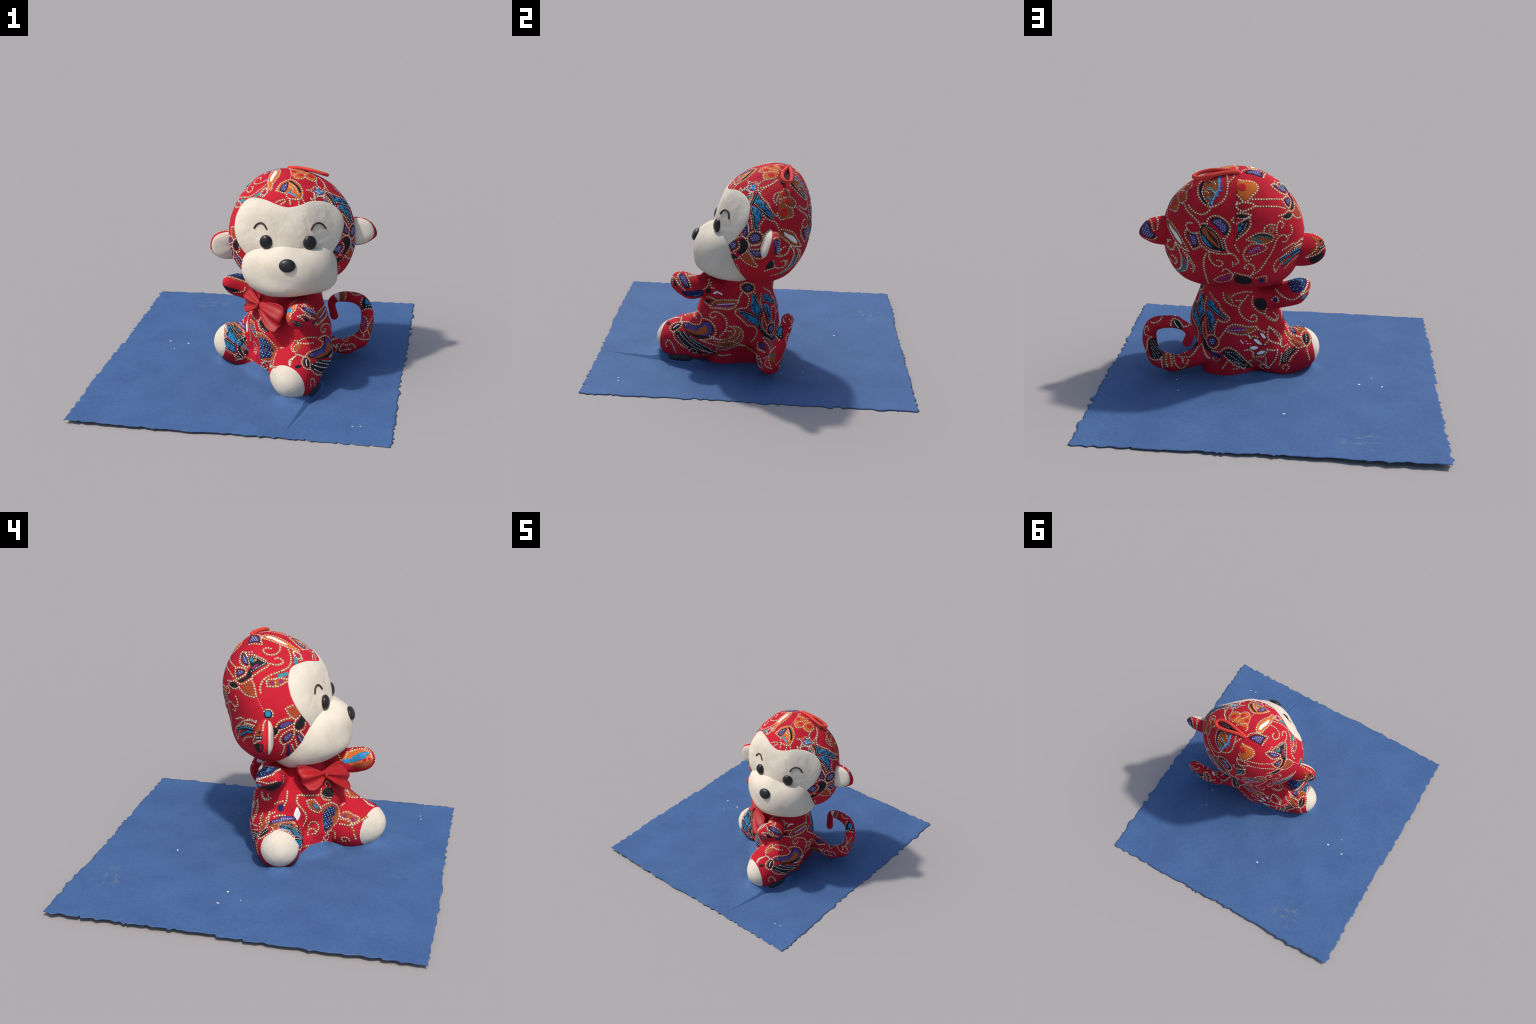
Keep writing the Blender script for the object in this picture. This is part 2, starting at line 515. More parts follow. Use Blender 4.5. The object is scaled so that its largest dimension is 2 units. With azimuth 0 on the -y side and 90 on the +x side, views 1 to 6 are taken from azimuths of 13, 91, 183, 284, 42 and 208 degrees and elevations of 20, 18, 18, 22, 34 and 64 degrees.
# ---- ears: thick padded half discs set into the head, white lining in front
def ear(name, c, out, up, w, h, thick, parent, corner):
    """c: root on the head; out, up: axes of the disc; w, h: its half sizes."""
    c, out, up = (np.array(q, float) for q in (c, out, up))
    out /= np.linalg.norm(out)
    up -= out * np.dot(up, out); up /= np.linalg.norm(up)
    bn = np.cross(up, out)
    if bn[1] < 0:
        bn = -bn                                   # towards the back of the head
    n = 64
    A = 2 * math.pi * np.arange(n) / n
    sq = lambda t: np.sign(t) * np.abs(t) ** .80
    rim = np.stack([w * sq(np.cos(A)), h * sq(np.sin(A))], 1)
    point = 1 + corner * np.exp(-((A + .15 + math.pi) % (2 * math.pi) - math.pi) ** 2 / .12)   # the red back is drawn out to a corner
    tuck = lambda a: 1 + .0 * a

    def rings(prof):
        R = []
        for s, d in prof:
            for k in range(n):
                g = s * (1 + (point[k] - 1) * min(1, max(0, d / .03)))
                pucker = .0025 * math.sin(3 * A[k] + 1) * s * s * max(0, 1 - s) * 6
                R.append(c + out * rim[k, 0] * g + up * rim[k, 1] * g + bn * (d + pucker))
        return R

    def quads(m):
        return [(i * n + k, i * n + (k + 1) % n, (i + 1) * n + (k + 1) % n, (i + 1) * n + k) for i in range(m - 1) for k in range(n)]
    front = [(.001, -.020), (.3, -.019), (.55, -.015), (.78, -.008), (.92, -.001), (.99, .006), (1.0, .012)]
    back = [(.97, .008), (1.00, .014), (1.04, .024), (1.05, .036), (1.0, .05), (.85, .064), (.6, .078), (.3, .086), (.001, .088)]
    back = [(s, d * thick) for s, d in back]
    shell = mesh_obj(name, rings(back), quads(len(back)), RED, parent)
    mesh_obj('ear_lining' + name[3:], rings(front), quads(len(front)), WHITE, shell)
    for o in (shell,):
        bm = bmesh.new(); bm.from_mesh(o.data)
        bmesh.ops.recalc_face_normals(bm, faces=bm.faces)
        mid = Vector(c + bn * .04)
        if sum((f.calc_center_median() - mid).dot(f.normal) for f in bm.faces) < 0:
            bmesh.ops.reverse_faces(bm, faces=bm.faces)
        bm.to_mesh(o.data); bm.free()
    return shell


EARS = [ear('ear', (.625, .055, .885), (1, .12, 0), (0, .30, 1), .141, .086, 1.0, head, .13),
        ear('ear.001', (-.125, -.012, .790), (-1, -.28, .02), (-.03, -.02, 1), .126, .092, 1.05, head, .03)]

# ---- hanging loop of ribbon at the crown
LP = [(.228, .182, 1.262), (.30, .188, 1.262), (.38, .20, 1.246), (.44, .195, 1.222), (.468, .162, 1.208), (.44, .138, 1.226),
      (.38, .140, 1.250), (.30, .162, 1.266), (.232, .178, 1.268)]
P = resample(crom(LP, 8), .006)
hb = BVHTree.FromPolygons([tuple(v) for v in hv], hf)
P = np.array([np.array(q) + np.array(nn) * (.007 + .024 * max(0, (pp[0] - .24) / .23) ** 1.5) for pp, (q, nn, _, _) in ((p, hb.find_nearest(Vector(p))) for p in P)])
V, F = tube(P, np.full(len(P), .0112), seg=10, n=1)
loop = mesh_obj('hanging_loop', V, F, LOOP, head)

# ---- bow tie
bow = bpy.data.objects.new('bow_tie', None)
COL.objects.link(bow)
bow.parent = monkey
KNOT = np.array((.098, -.276, .506))


def lobe(tip, up, fwd):
    """Pleated satin half: gathered at the knot, fanning out, folded over at the end."""
    tip, up, fwd = map(np.array, (tip, up, fwd))
    fwd = fwd / np.linalg.norm(fwd)
    V, F = [], []
    ns = 48
    prof = [(0, .018, .010), (.15, .032, .011), (.4, .060, .014), (.7, .080, .017), (.9, .083, .016), (1.0, .073, .008), (1.01, .05, .001)]
    pr = crom(prof, 3)
    for t, h, d in pr:
        for k in range(ns):
            a = 2 * math.pi * k / ns
            s = math.cos(a)
            pleat = .015 * math.sin(s * 5.6 + .9) * math.sin(math.pi * min(1, t * .62 + .1)) + .004 * math.sin(s * 11) * (1 - t)
            w = d * math.copysign(abs(math.sin(a)) ** .7, math.sin(a)) + pleat
            V.append(KNOT + tip * t * (1 - .06 * (s * s) * (t > .5)) + up * s * h + fwd * (w + .006 * math.sin(t * 3)))
    m = len(pr)
    F = [(i * ns + k, i * ns + (k + 1) % ns, (i + 1) * ns + (k + 1) % ns, (i + 1) * ns + k) for i in range(m - 1) for k in range(ns)]
    F += [tuple(range(ns))[::-1], tuple((m - 1) * ns + k for k in range(ns))]
    return mesh_obj('bow_lobe', V, F, SATIN, bow)


lobe((.156, -.112, -.055), (.33, .29, .90), (-.45, -.86, .1))
lobe((-.107, .110, .0), (.04, .45, .87), (-.70, -.60, .3))
button('bow_knot', tuple(KNOT + np.array((-.012, -.016, 0))), (-.6, -.8, .1), .011, .019, .012, SATIN, bow)


# ---- printed batik: dots, outlines and filled petals laid on the cloth
def bvh_of(V, F):
    return BVHTree.FromPolygons([tuple(v) for v in V], [tuple(f) for f in F])


ear_v = [EARS[i].data.vertices for i in (0, 1)]
SURF = {'head': bvh_of(hv, hf), 'body': bvh_of(SV, SF)}
for i, nm in enumerate(('ear', 'ear.001')):
    SURF[nm] = bvh_of([v.co for v in EARS[i].data.vertices], [p.vertices[:] for p in EARS[i].data.polygons])
LIFT = .6       # the print lies close on the cloth
PRINT = {}      # (part, ink) -> [verts, faces]


def snap(surf, p):
    q, n, _, _ = SURF[surf].find_nearest(Vector(p))
    return np.array(q), np.array(n)


def snaps(surf, C):
    r = [snap(surf, p) for p in C]
    return np.array([a for a, _ in r]), np.array([b for _, b in r])




def owner(surf, p):
    if surf in ('ear', 'ear.001', 'head'):
        return surf
    return classify(np.array([p]))[0]


def put(surf, ink, V, F):
    key = (owner(surf, np.mean(V, axis=0)), ink)
    v, f = PRINT.setdefault(key, [[], []])
    b = len(v)
    v += [tuple(x) for x in V]
    f += [tuple(i + b for i in q) for q in F]


def polar(pts):
    """(azimuth, elevation) control points on the head -> points in space."""
    P = np.asarray(pts, float)
    return HEAD.point(P[:, 0], P[:, 1]) if P.shape[1] == 2 else P


def path(surf, pts, closed=False, step=.006):
    C = resample(crom(polar(pts), 10, closed), step, closed)
    return snaps(surf, C)


def side(P, N, closed):
    if closed:
        T = np.roll(P, -1, 0) - np.roll(P, 1, 0)
    else:
        T = np.gradient(P, axis=0)
    S = np.cross(N, T)
    return S / (np.linalg.norm(S, axis=1)[:, None] + 1e-9)


def band(surf, pts, w, ink, h=.0007, closed=False, taper=False):
    """Printed stripe of half width w with bevelled edges."""
    P, N = path(surf, pts, closed)
    S = side(P, N, closed)
    n = len(P)
    W = np.full(n, w)
    if taper:
        W = w * np.sin(np.linspace(.12, math.pi - .12, n)) if taper == 'both' else w * np.linspace(1, .25, n)
    V = []
    for i in range(n):
        for s, hh in ((-1, -.001), (-.8, h), (0, h * 1.05), (.8, h), (1, -.001)):
            q = P[i] + S[i] * W[i] * s
            if w > .006:
                q, nn = snap(surf, q)
            V.append(q + N[i] * (hh * LIFT if hh > 0 else hh))
    F = [(i * 5 + k, i * 5 + k + 1, ((i + 1) % n) * 5 + k + 1, ((i + 1) % n) * 5 + k)
         for i in range(n if closed else n - 1) for k in range(4)]
    put(surf, ink, V, F)


def dot(surf, p, r, ink='dot', h=.0014):
    q, n = snap(surf, p)
    u = np.cross(n, (0, 0, 1) if abs(n[2]) < .9 else (1, 0, 0)); u /= np.linalg.norm(u)
    w = np.cross(n, u)
    V, F, k = [], [], 8
    j = random.random() * 6.28
    ex = random.uniform(.9, 1.12)
    for s, hh in ((1, -.0008), (.82, h)):
        for i in range(k):
            a = 2 * math.pi * i / k + j
            V.append(q + r * s * (ex * math.cos(a) * u + math.sin(a) / ex * w) + n * (hh * LIFT if hh > 0 else hh))
    V.append(q + n * h * LIFT * 1.15)
    for i in range(k):
        F.append((i, (i + 1) % k, k + (i + 1) % k, k + i))
        F.append((k + i, k + (i + 1) % k, 2 * k))
    put(surf, ink, V, F)


def dots(surf, pts, closed=False, r=.0049, gap=.0150, bg='orange', bw=.0092, ink='dot', taper=False, jit=.0007, h=.0007):
    """Row of wax-resist dots, usually on an orange-brown outline."""
    if bg:
        band(surf, pts, bw, bg, h, closed)
    C = resample(crom(polar(pts), 10, closed), gap, closed)
    n = len(C)
    for i, p in enumerate(C):
        rr = r * random.uniform(.88, 1.1) * (1 if not taper else 1 - .45 * i / n)
        dot(surf, p + np.array([random.gauss(0, jit) for _ in range(3)]), rr, ink, h + .0007)


def patch(surf, pts, ink, h=.0018):
    """Filled motif inside a closed outline."""
    C = resample(crom(polar(pts), 8, True), .006, True)
    c = C.mean(0)
    n = len(C)
    V, F = [], []
    rings = [0, .25, .5, .75, .95, 1.0]
    for s in rings:
        Q = c + (C - c) * max(s, 1e-4)
        P, N = snaps(surf, Q)
        V += list(P + N * (h * LIFT if s < 1 else -.001))
    for i in range(len(rings) - 1):
        for k in range(n):
            F.append((i * n + k, i * n + (k + 1) % n, (i + 1) * n + (k + 1) % n, (i + 1) * n + k))
    put(surf, ink, V, F)
    return C


def stipple(surf, pts, gap=.0125, r=.0028, ink='dot', angle=.3, inset=.006, h=.0034):
    """Rows of small dots filling a closed outline."""
    C = resample(crom(polar(pts), 8, True), .006, True)
    c = C.mean(0)
    _, n = snap(surf, c)
    d = C[np.linalg.norm(C - c, axis=1).argmax()] - c
    u = d - n * np.dot(d, n); u /= np.linalg.norm(u)
    w = np.cross(n, u)
    Q = np.c_[(C - c) @ u, (C - c) @ w]
    def inside(x, y):
        k = False
        for (x1, y1), (x2, y2) in zip(Q, np.roll(Q, -1, 0)):
            if (y1 > y) != (y2 > y) and x < (x2 - x1) * (y - y1) / (y2 - y1) + x1:
                k = not k
        return k and np.hypot(Q[:, 0] - x, Q[:, 1] - y).min() > inset
    R = np.abs(Q).max() + gap
    m = int(R / gap) + 1
    for i in range(-m, m + 1):
        for j in range(-m, m + 1):
            x, y = i * gap + (j % 2) * gap * .5 * (angle > 0), j * gap * .9
            if inside(x, y):
                dot(surf, c + u * x + w * y, r * random.uniform(.8, 1.15), ink, h)


def petal(surf, pts, ink, border='orange', rim='black', r=.0046, gap=.0150, sp=True, grow=1.0, h=.0018, edge=True):
    """Leaf or petal: dotted outline, dark rim, coloured heart, stippled."""
    P = polar(pts)
    c = P.mean(0)
    if edge:
        dots(surf, P, True, r=r, gap=gap, bg=border, bw=.0095)
    inner = c + (P - c) * .80
    if rim:
        patch(surf, inner, rim, h)
        inner = c + (P - c) * .66
    if ink:
        patch(surf, inner, ink, h + .0007)
        if sp:
            stipple(surf, inner, h=h + .002)


def streaks(surf, pts, ink='black', n=14, w=.0032, ln=.024, direction=None, h=.0034):
    """Short brush marks across a filled motif."""
    rnd = random.Random(len(pts) * 31 + n)
    P = polar(pts)
    c = P.mean(0)
    for _ in range(n):
        i = rnd.randrange(len(P)); f = rnd.random()
        a = P[i] * f + P[i - 1] * (1 - f)
        q = c + (a - c) * math.sqrt(rnd.random()) * .85
        d = np.array(direction, float) if direction is not None else P[0] - c
        d = d / np.linalg.norm(d) + np.array([rnd.gauss(0, .25) for _ in range(3)])
        d = d / np.linalg.norm(d)
        l = ln * rnd.uniform(.5, 1.1)
        band(surf, [q - d * l / 2, q + d * l / 2 + np.array([rnd.gauss(0, .003) for _ in range(3)])], w * rnd.uniform(.7, 1.3), ink, h, taper='both')


def beaded(surf, pts, w=.0095, r=.0028, gap=.0085):
    """Black stripe with a row of fine dots."""
    band(surf, pts, w, 'black', .0030)
    dots(surf, pts, r=r, gap=gap, bg=None, h=.0036)


def heart(surf, pts, rim, ink, sp=True):
    """Filled heart of a motif: dark rim, colour inside, stippled."""
    P = polar(pts)
    c = P.mean(0)
    if rim:
        patch(surf, P, rim, .0020)
        P = c + (P - c) * .80
    patch(surf, P, ink, .0028)
    if sp:
        stipple(surf, P, h=.0046)


def spot(surf, centre, r, ink, h=.0022):
    q, n = snap(surf, polar([centre])[0])
    u = np.cross(n, (0, 0, 1) if abs(n[2]) < .9 else (1, 0, 0)); u /= np.linalg.norm(u)
    w = np.cross(n, u)
    patch(surf, [q + r * (math.cos(a) * u + math.sin(a) * w) for a in np.arange(8) * math.pi / 4], ink, h)


def swirl(surf, centre, r, turn=1.0, start=0.0, tail=None):
    """Curled tendril of dots round a point of the cloth."""
    q, n = snap(surf, polar([centre])[0])
    u = np.cross(n, (0, 0, 1) if abs(n[2]) < .9 else (1, 0, 0)); u /= np.linalg.norm(u)
    w = np.cross(n, u)
    pts = [q + r * (.35 + .65 * k / 7) * (math.cos(start + turn * k * .75) * u + math.sin(start + turn * k * .75) * w) for k in range(8)]
    dots(surf, pts + ([np.array(tail)] if tail is not None else []))


def ring(surf, centre, r):
    spot(surf, centre, r, 'rust', .0014)
    q, n = snap(surf, polar([centre])[0])
    u = np.cross(n, (0, 0, 1)); u /= np.linalg.norm(u)
    w = np.cross(n, u)
    dots(surf, [q + r * .65 * (math.cos(a) * u + math.sin(a) * w) for a in np.arange(8) * math.pi / 4], True, r=.003, gap=.010, bg=None)
    spot(surf, centre, r * .4, 'crimson', .002)



# head, left side: blue wings and a star
patch('head', [(80.5, 43.3), (86.1, 37), (91.7, 32.7), (95.9, 26), (99.7, 20.8), (96.8, 19.9), (90.7, 25.8), (83.6, 31.8), (78.8, 33.8), (79, 39.1)], ink='blue')
streaks('head', [(80.5, 43.3), (86.1, 37), (91.7, 32.7), (95.9, 26), (99.7, 20.8), (96.8, 19.9), (90.7, 25.8), (83.6, 31.8), (78.8, 33.8), (79, 39.1)], n=20)
patch('head', [(76.5, 30.5), (83.5, 28.7), (88.1, 24.1), (88.2, 20.2), (85.7, 15.1), (85.2, 10.2), (82.4, 9.9), (79.9, 19.7)], ink='blue')
streaks('head', [(76.5, 30.5), (83.5, 28.7), (88.1, 24.1), (88.2, 20.2), (85.7, 15.1), (85.2, 10.2), (82.4, 9.9), (79.9, 19.7)], n=20)
beaded('head', [(78.6, 45.3), (77.8, 39.2), (75.3, 32.1)], w=0.012, r=0.0028, gap=0.0085)
beaded('head', [(79.6, 33.5), (87.6, 27.2), (93.2, 23.1), (98.2, 19.8)], w=0.0095, r=0.0028, gap=0.0085)
beaded('head', [(76.3, 29.2), (79.5, 22.6), (81.3, 16.4), (82.9, 10.5)], w=0.0095, r=0.0028, gap=0.0085)
dots('head', [(92.3, 62.3), (81.4, 59.8), (78, 54.9), (80, 48.3), (84.3, 43.2), (88.6, 37.6), (93, 34.3), (96.2, 28.8), (99.2, 24.4), (101.6, 22.4)])
dots('head', [(111.4, 60), (98.6, 54.6), (91.6, 51.8), (85.5, 48.5), (83.1, 44.7)])
dots('head', [(72.9, 46.2), (73.5, 41.4), (73.9, 37.9), (72.6, 35.4)])
dots('head', [(77.3, 21.3), (79.1, 16.8), (79.8, 13.5), (80.4, 10.8)])
dots('head', [(75.7, 14.7), (76.9, 11.2), (77.2, 8.1)])
dots('head', [(89, 24.1), (92.2, 20.6), (96.8, 18.3), (99.7, 17.8), (102.6, 14.5), (103.8, 12.3)])
dots('head', [(90.5, 19.2), (89, 16.7), (87.4, 14.4), (87, 12), (87.4, 8.8)])
dots('head', [(91.2, 5.9), (93.7, 8.6), (96.1, 10.5)])
patch('head', [(58.6, 57.5), (67.7, 55.2), (73.3, 58.2), (73.9, 52.9), (77.1, 48.8), (70.6, 48.8), (62.6, 50.4), (63.9, 53.8)], ink='blue')
streaks('head', [(58.6, 57.5), (67.7, 55.2), (73.3, 58.2), (73.9, 52.9), (77.1, 48.8), (70.6, 48.8), (62.6, 50.4), (63.9, 53.8)], ink='dot', n=7, w=0.0022, ln=0.02)
dots('head', [(49.6, 60), (56.5, 57.4), (58.4, 53.1), (55, 51.6), (52.4, 48.1), (46.6, 48.9)])
dots('head', [(49.6, 60), (61.8, 58.7), (71.7, 59.6), (77.7, 54.5)])
dots('head', [(52.8, 47.7), (59, 48.7), (69.4, 45.9), (74.3, 47.7), (80, 48.3)])
dots('head', [(58.4, 53.1), (62, 49.6), (68.7, 46.3)])

# head, left back: orange flower with red hearts
patch('head', [(106.1, 43.7), (114.3, 48.1), (120.8, 45.3), (119.8, 40.5), (125.3, 37.3), (125.6, 31.9), (119.1, 29.2), (119.9, 23.1), (117.9, 21), (106.4, 19.4), (103.2, 23.8), (104.8, 31.2), (106.6, 34.8), (108.8, 38.4)], ink='orange', h=0.0016)
spot('head', (113.5, 42.7), r=0.017, ink='crimson')
spot('head', (115.5, 35.1), r=0.021, ink='crimson')
spot('head', (109.5, 25.7), r=0.027, ink='crimson')
dots('head', [(102.9, 32.4), (100.5, 35.5), (100.1, 38.7), (102.8, 42.6), (107, 44.3), (112.1, 44.7)])
dots('head', [(115.2, 48.1), (120, 46.4), (120.6, 43), (117.8, 39.9), (111.8, 38.6), (107, 37.2)])
dots('head', [(120.5, 39.8), (125.3, 36), (125.5, 31.9), (119.5, 29.2), (114.5, 31), (110.5, 32.9), (106.2, 34.2)])
dots('head', [(119.5, 29.2), (120.1, 23.4), (118.3, 21.2), (111.7, 20.4), (106.4, 19.1), (104, 21.9), (102.9, 24.9)])
dots('head', [(103.6, 35.4), (104.4, 38.6), (106.7, 41.1), (110, 41.9)], r=0.0038, gap=0.011)
dots('head', [(106.6, 38.5), (106.9, 41.7)], bg=None, r=0.003, gap=0.009)

# head, forehead: fan of purple, orange and black
patch('head', [(-17.3, 61.7), (-17.8, 66.5), (-14.7, 72.5), (-4.6, 76.7), (15.2, 78.5), (33.7, 76.4), (40.5, 70.4), (41.4, 63.9), (37.6, 57.5), (33.8, 53.7), (27.5, 51), (16.7, 52.1), (7.4, 54.5), (5, 59.2), (-3.2, 60.4), (-12.1, 61.5)], ink='bright', h=0.0014)
dots('head', [(-17.3, 61.7), (-17.8, 66.5), (-14.7, 72.5), (-4.6, 76.7), (15.2, 78.5), (33.7, 76.4), (40.5, 70.4), (41.4, 63.9), (37.6, 57.5), (33.8, 53.7), (27.5, 51), (16.7, 52.1), (7.4, 54.5), (5, 59.2), (-3.2, 60.4), (-12.1, 61.5)], closed=True)
heart('head', [(-11.8, 63), (-11.1, 69.3), (-2, 73.6), (8.7, 74.3), (8.8, 69.2), (6.3, 64.8), (1.4, 60.6), (-5.2, 61)], rim='black', ink='purple')
band('head', [(13.2, 76.5), (27.4, 71.6), (32.9, 65.5), (32.7, 58.8)], w=0.008, ink='black', h=0.003)
dots('head', [(15.3, 73), (23.8, 69.3), (27.9, 64.4), (27.9, 57.8)], bg=None)
dots('head', [(11.9, 69.1), (20.2, 65), (16, 61.8)], bg=None)
patch('head', [(7.2, 59.2), (14.7, 57.6), (22, 54.2), (17, 53.3), (7.4, 54.5)], ink='crimson', h=0.0022)
band('head', [(7.2, 60.9), (16.9, 58.1), (23.9, 54.2)], w=0.008, ink='blue', h=0.003)
dots('head', [(8.3, 60.6), (16.9, 58), (23.1, 54.4)], bg=None, r=0.0025, gap=0.008, h=0.0035)
band('head', [(11.8, 61.2), (15.8, 63.5)], w=0.005, ink='teal', h=0.003)
dots('head', [(-11.1, 48.5), (-5.4, 51), (1.9, 52), (3.9, 50), (-1.8, 46.8)])
dots('head', [(11.2, 53), (11.5, 49.2), (12.1, 46.6)])
dots('head', [(25.6, 50.9), (24.7, 45.6)])
dots('head', [(32.3, 51.1), (33.3, 46.7)])
dots('head', [(47.2, 49.7), (47.7, 45.9)])
dots('head', [(58.8, 53.6), (54.2, 48.3), (52, 45.4)])
spot('head', (67.2, 40.9), r=0.012, ink='teal')
dots('head', [(70.4, 46.8), (69.4, 43.6), (71, 38.7), (73.2, 35.1)])
dots('head', [(60.6, 48.8), (66.5, 47.6), (67.1, 44.5)])

# head, top: orange blossom, white leaf, swirls, purple petal
patch('head', [(103.9, 62.7), (89.5, 62), (81.1, 68), (82, 73.5), (62.4, 75), (47.1, 80.6), (45.3, 85.6), (169, 85.4), (177.9, 82), (-170.5, 77.3), (175.8, 76.6), (139.2, 74.4), (126.6, 70.7), (114.7, 65.1)], ink='bright', h=0.0014)
spot('head', (101.9, 68.5), r=0.021, ink='crimson')
spot('head', (87.5, 78.4), r=0.019, ink='crimson')
spot('head', (133.5, 84.3), r=0.017, ink='crimson')
spot('head', (172.5, 76.5), r=0.017, ink='crimson')
dots('head', [(114.7, 65.1), (104, 62.3), (92, 62), (84.4, 65), (81.3, 69.1), (86.1, 73.6), (104.2, 74), (116.7, 71.3), (121.8, 68.9)])
dots('head', [(82, 73.5), (67.5, 74.4), (55.6, 76.5), (48, 81.1), (65.6, 83), (98.2, 81.2), (116.3, 77.7), (128.2, 72.8)])
dots('head', [(139.6, 72.1), (143.2, 77.1), (153.4, 80.8), (175.9, 81.8), (-171.7, 78), (-174.7, 75.4)])
dots('head', [(16.5, 78.5), (45.3, 85.6), (139.2, 87.4), (172.5, 83.5)], bg=None, r=0.003, gap=0.013)
dots('head', [(109.4, 58.8), (100.8, 55.5), (90.5, 52.5), (83.2, 51.2)])
patch('head', [(-130, 75.3), (-118.5, 79.9), (-77.2, 81.5), (-45.4, 76.2), (-37.9, 68.7), (-28.7, 60.9), (-39.4, 62.6), (-55.9, 67.3), (-77.4, 70.8), (-99.6, 72.2), (-118, 72.1)], ink='bright', h=0.0014)
dots('head', [(-130, 75.3), (-118.5, 79.9), (-77.2, 81.5), (-45.4, 76.2), (-37.9, 68.7), (-28.7, 60.9), (-39.4, 62.6), (-55.9, 67.3), (-77.4, 70.8), (-99.6, 72.2), (-118, 72.1)], closed=True)
patch('head', [(-119.7, 76.1), (-95.9, 78.8), (-66, 76), (-47.7, 69.6), (-57.8, 70.2), (-74.6, 72.6), (-95.2, 75), (-108.5, 74.7)], ink='white', h=0.0026)
dots('head', [(-69.9, 67.4), (-71, 62.5), (-76.4, 57.7), (-84.4, 54.9), (-92.7, 55.1), (-98.4, 58.2), (-95.5, 61.7), (-87.4, 61.8)])
dots('head', [(-163.5, 70), (-154.5, 73.2), (-137.9, 74), (-123.1, 72.1), (-114.2, 67.8), (-105.6, 64.3), (-116.1, 62.9), (-127.6, 59.9)])
heart('head', [(-157.7, 68.3), (-147.7, 71.5), (-130.5, 71.7), (-112.5, 65.8), (-122.3, 63.5), (-129.6, 59.9), (-139.1, 63.9)], rim='black', ink='purple')
dots('head', [(-43.1, 60.6), (-33.3, 56.7), (-38.1, 53.1), (-46.2, 52.9), (-47.4, 59)], r=0.004, gap=0.013, closed=True)
spot('head', (-40.3, 55.7), r=0.008, ink='magenta')

# head, right side: winged leaf, purple petals, black comma, rust fan
dots('head', [(-63.6, 68.6), (-55.2, 67.2), (-53.6, 62.3), (-54.6, 55.6), (-57.1, 50), (-61.1, 45.4), (-66.6, 42.1), (-72, 40.1), (-77.5, 38.1), (-82, 36.4)])
band('head', [(-48.6, 54.5), (-48.7, 50.5), (-52.9, 46.9)], w=0.011, ink='teal', h=0.002)
band('head', [(-76.2, 35.4), (-70.2, 36.4), (-64.3, 38.3)], w=0.012, ink='teal', h=0.002)
dots('head', [(-73.9, 35.7), (-69.5, 36.4), (-64.7, 38)], bg=None, r=0.003, gap=0.01)
dots('head', [(-47.7, 53.4), (-50.5, 48.5)], bg=None, r=0.003, gap=0.01)
dots('head', [(-45, 61.1), (-36.6, 59.5), (-34.3, 55.6), (-36.6, 51.4), (-43.2, 51), (-45.9, 54.8)], closed=True)
spot('head', (-40, 55.6), r=0.01, ink='magenta')
dots('head', [(-90.4, 20.7), (-91.4, 24.7), (-90.3, 29.5), (-86.7, 33.5), (-82.6, 35.8)])
patch('head', [(-85.3, 26.2), (-86.3, 29.8), (-84.1, 32.1), (-79.3, 33), (-74.3, 34.3), (-67.1, 33.9), (-66.8, 30.6), (-70.1, 29.2), (-75, 26.9), (-80.8, 26.2)], ink='rust', h=0.0013)
dots('head', [(-85.3, 26.2), (-86.3, 29.8), (-84.1, 32.1), (-79.3, 32.4), (-74.3, 33.7), (-66.5, 32.8)])
dots('head', [(-85.3, 26.2), (-80.8, 26.2), (-75, 26.7), (-70.1, 29.2), (-66.4, 30.6)])
spot('head', (-81.2, 29.1), r=0.012, ink='magenta')
spot('head', (-72.8, 30.8), r=0.012, ink='magenta')
dots('head', [(-78.1, 32.5), (-77.7, 27.1)], bg=None)
dots('head', [(-78.7, 51.8), (-75.3, 52.8), (-70.5, 51.5), (-68.7, 48.9), (-71.5, 46.8), (-76.6, 45.5), (-80.3, 45.5), (-84.5, 46.1)])
patch('head', [(-113, 48.7), (-103.8, 49.8), (-95.3, 48.8), (-87.5, 46), (-93.7, 41.8), (-101.3, 36), (-103.7, 39.1), (-107.3, 43)], ink='black')
dots('head', [(-111.1, 48.1), (-103.3, 48.9), (-96.5, 48), (-90.4, 45.7), (-94.7, 42.8), (-98.6, 40), (-102.2, 36.9)], bg=None, r=0.0036, gap=0.011, h=0.003)
spot('head', (-107.3, 46.3), r=0.012, ink='teal', h=0.003)
spot('head', (-102.5, 46.8), r=0.008, ink='bright', h=0.003)
spot('head', (-104.4, 45.3), r=0.01, ink='teal', h=0.003)
band('head', [(-103.1, 39.2), (-100, 42), (-97.8, 43.5)], w=0.007, ink='magenta', h=0.003)
dots('head', [(-116.6, 50), (-109.8, 50.9), (-102.6, 50.6), (-95.6, 49.7), (-88.4, 46.6), (-86.7, 43.7), (-90, 41.1), (-95.6, 37), (-98.8, 34.4), (-100.4, 33.2)])
dots('head', [(-119.3, 51.5), (-111.9, 53.2)])
dots('head', [(-126.1, 51.1), (-124.6, 47.5), (-120.2, 42.6), (-114.8, 40.1), (-108.8, 39.4), (-106.6, 40.8), (-109.7, 45), (-113.7, 47.9), (-119.9, 50.7)], closed=True)
heart('head', [(-123, 49.5), (-120.1, 45.6), (-115.4, 42.2), (-109.5, 40.6), (-107.8, 41.8), (-111.2, 45.9), (-117.7, 49.1)], rim='black', ink='purple')
dots('head', [(-121.8, 36.4), (-117.5, 37.8), (-111.1, 37.9), (-107.8, 36.3), (-108.3, 33.1), (-111.8, 30.5), (-116.2, 28.6), (-120, 32.5)], closed=True)
heart('head', [(-119.4, 35.7), (-115.1, 36.5), (-109.6, 36.3), (-110, 33.6), (-113.6, 31.3), (-116.8, 30.1)], rim='black', ink='purple')
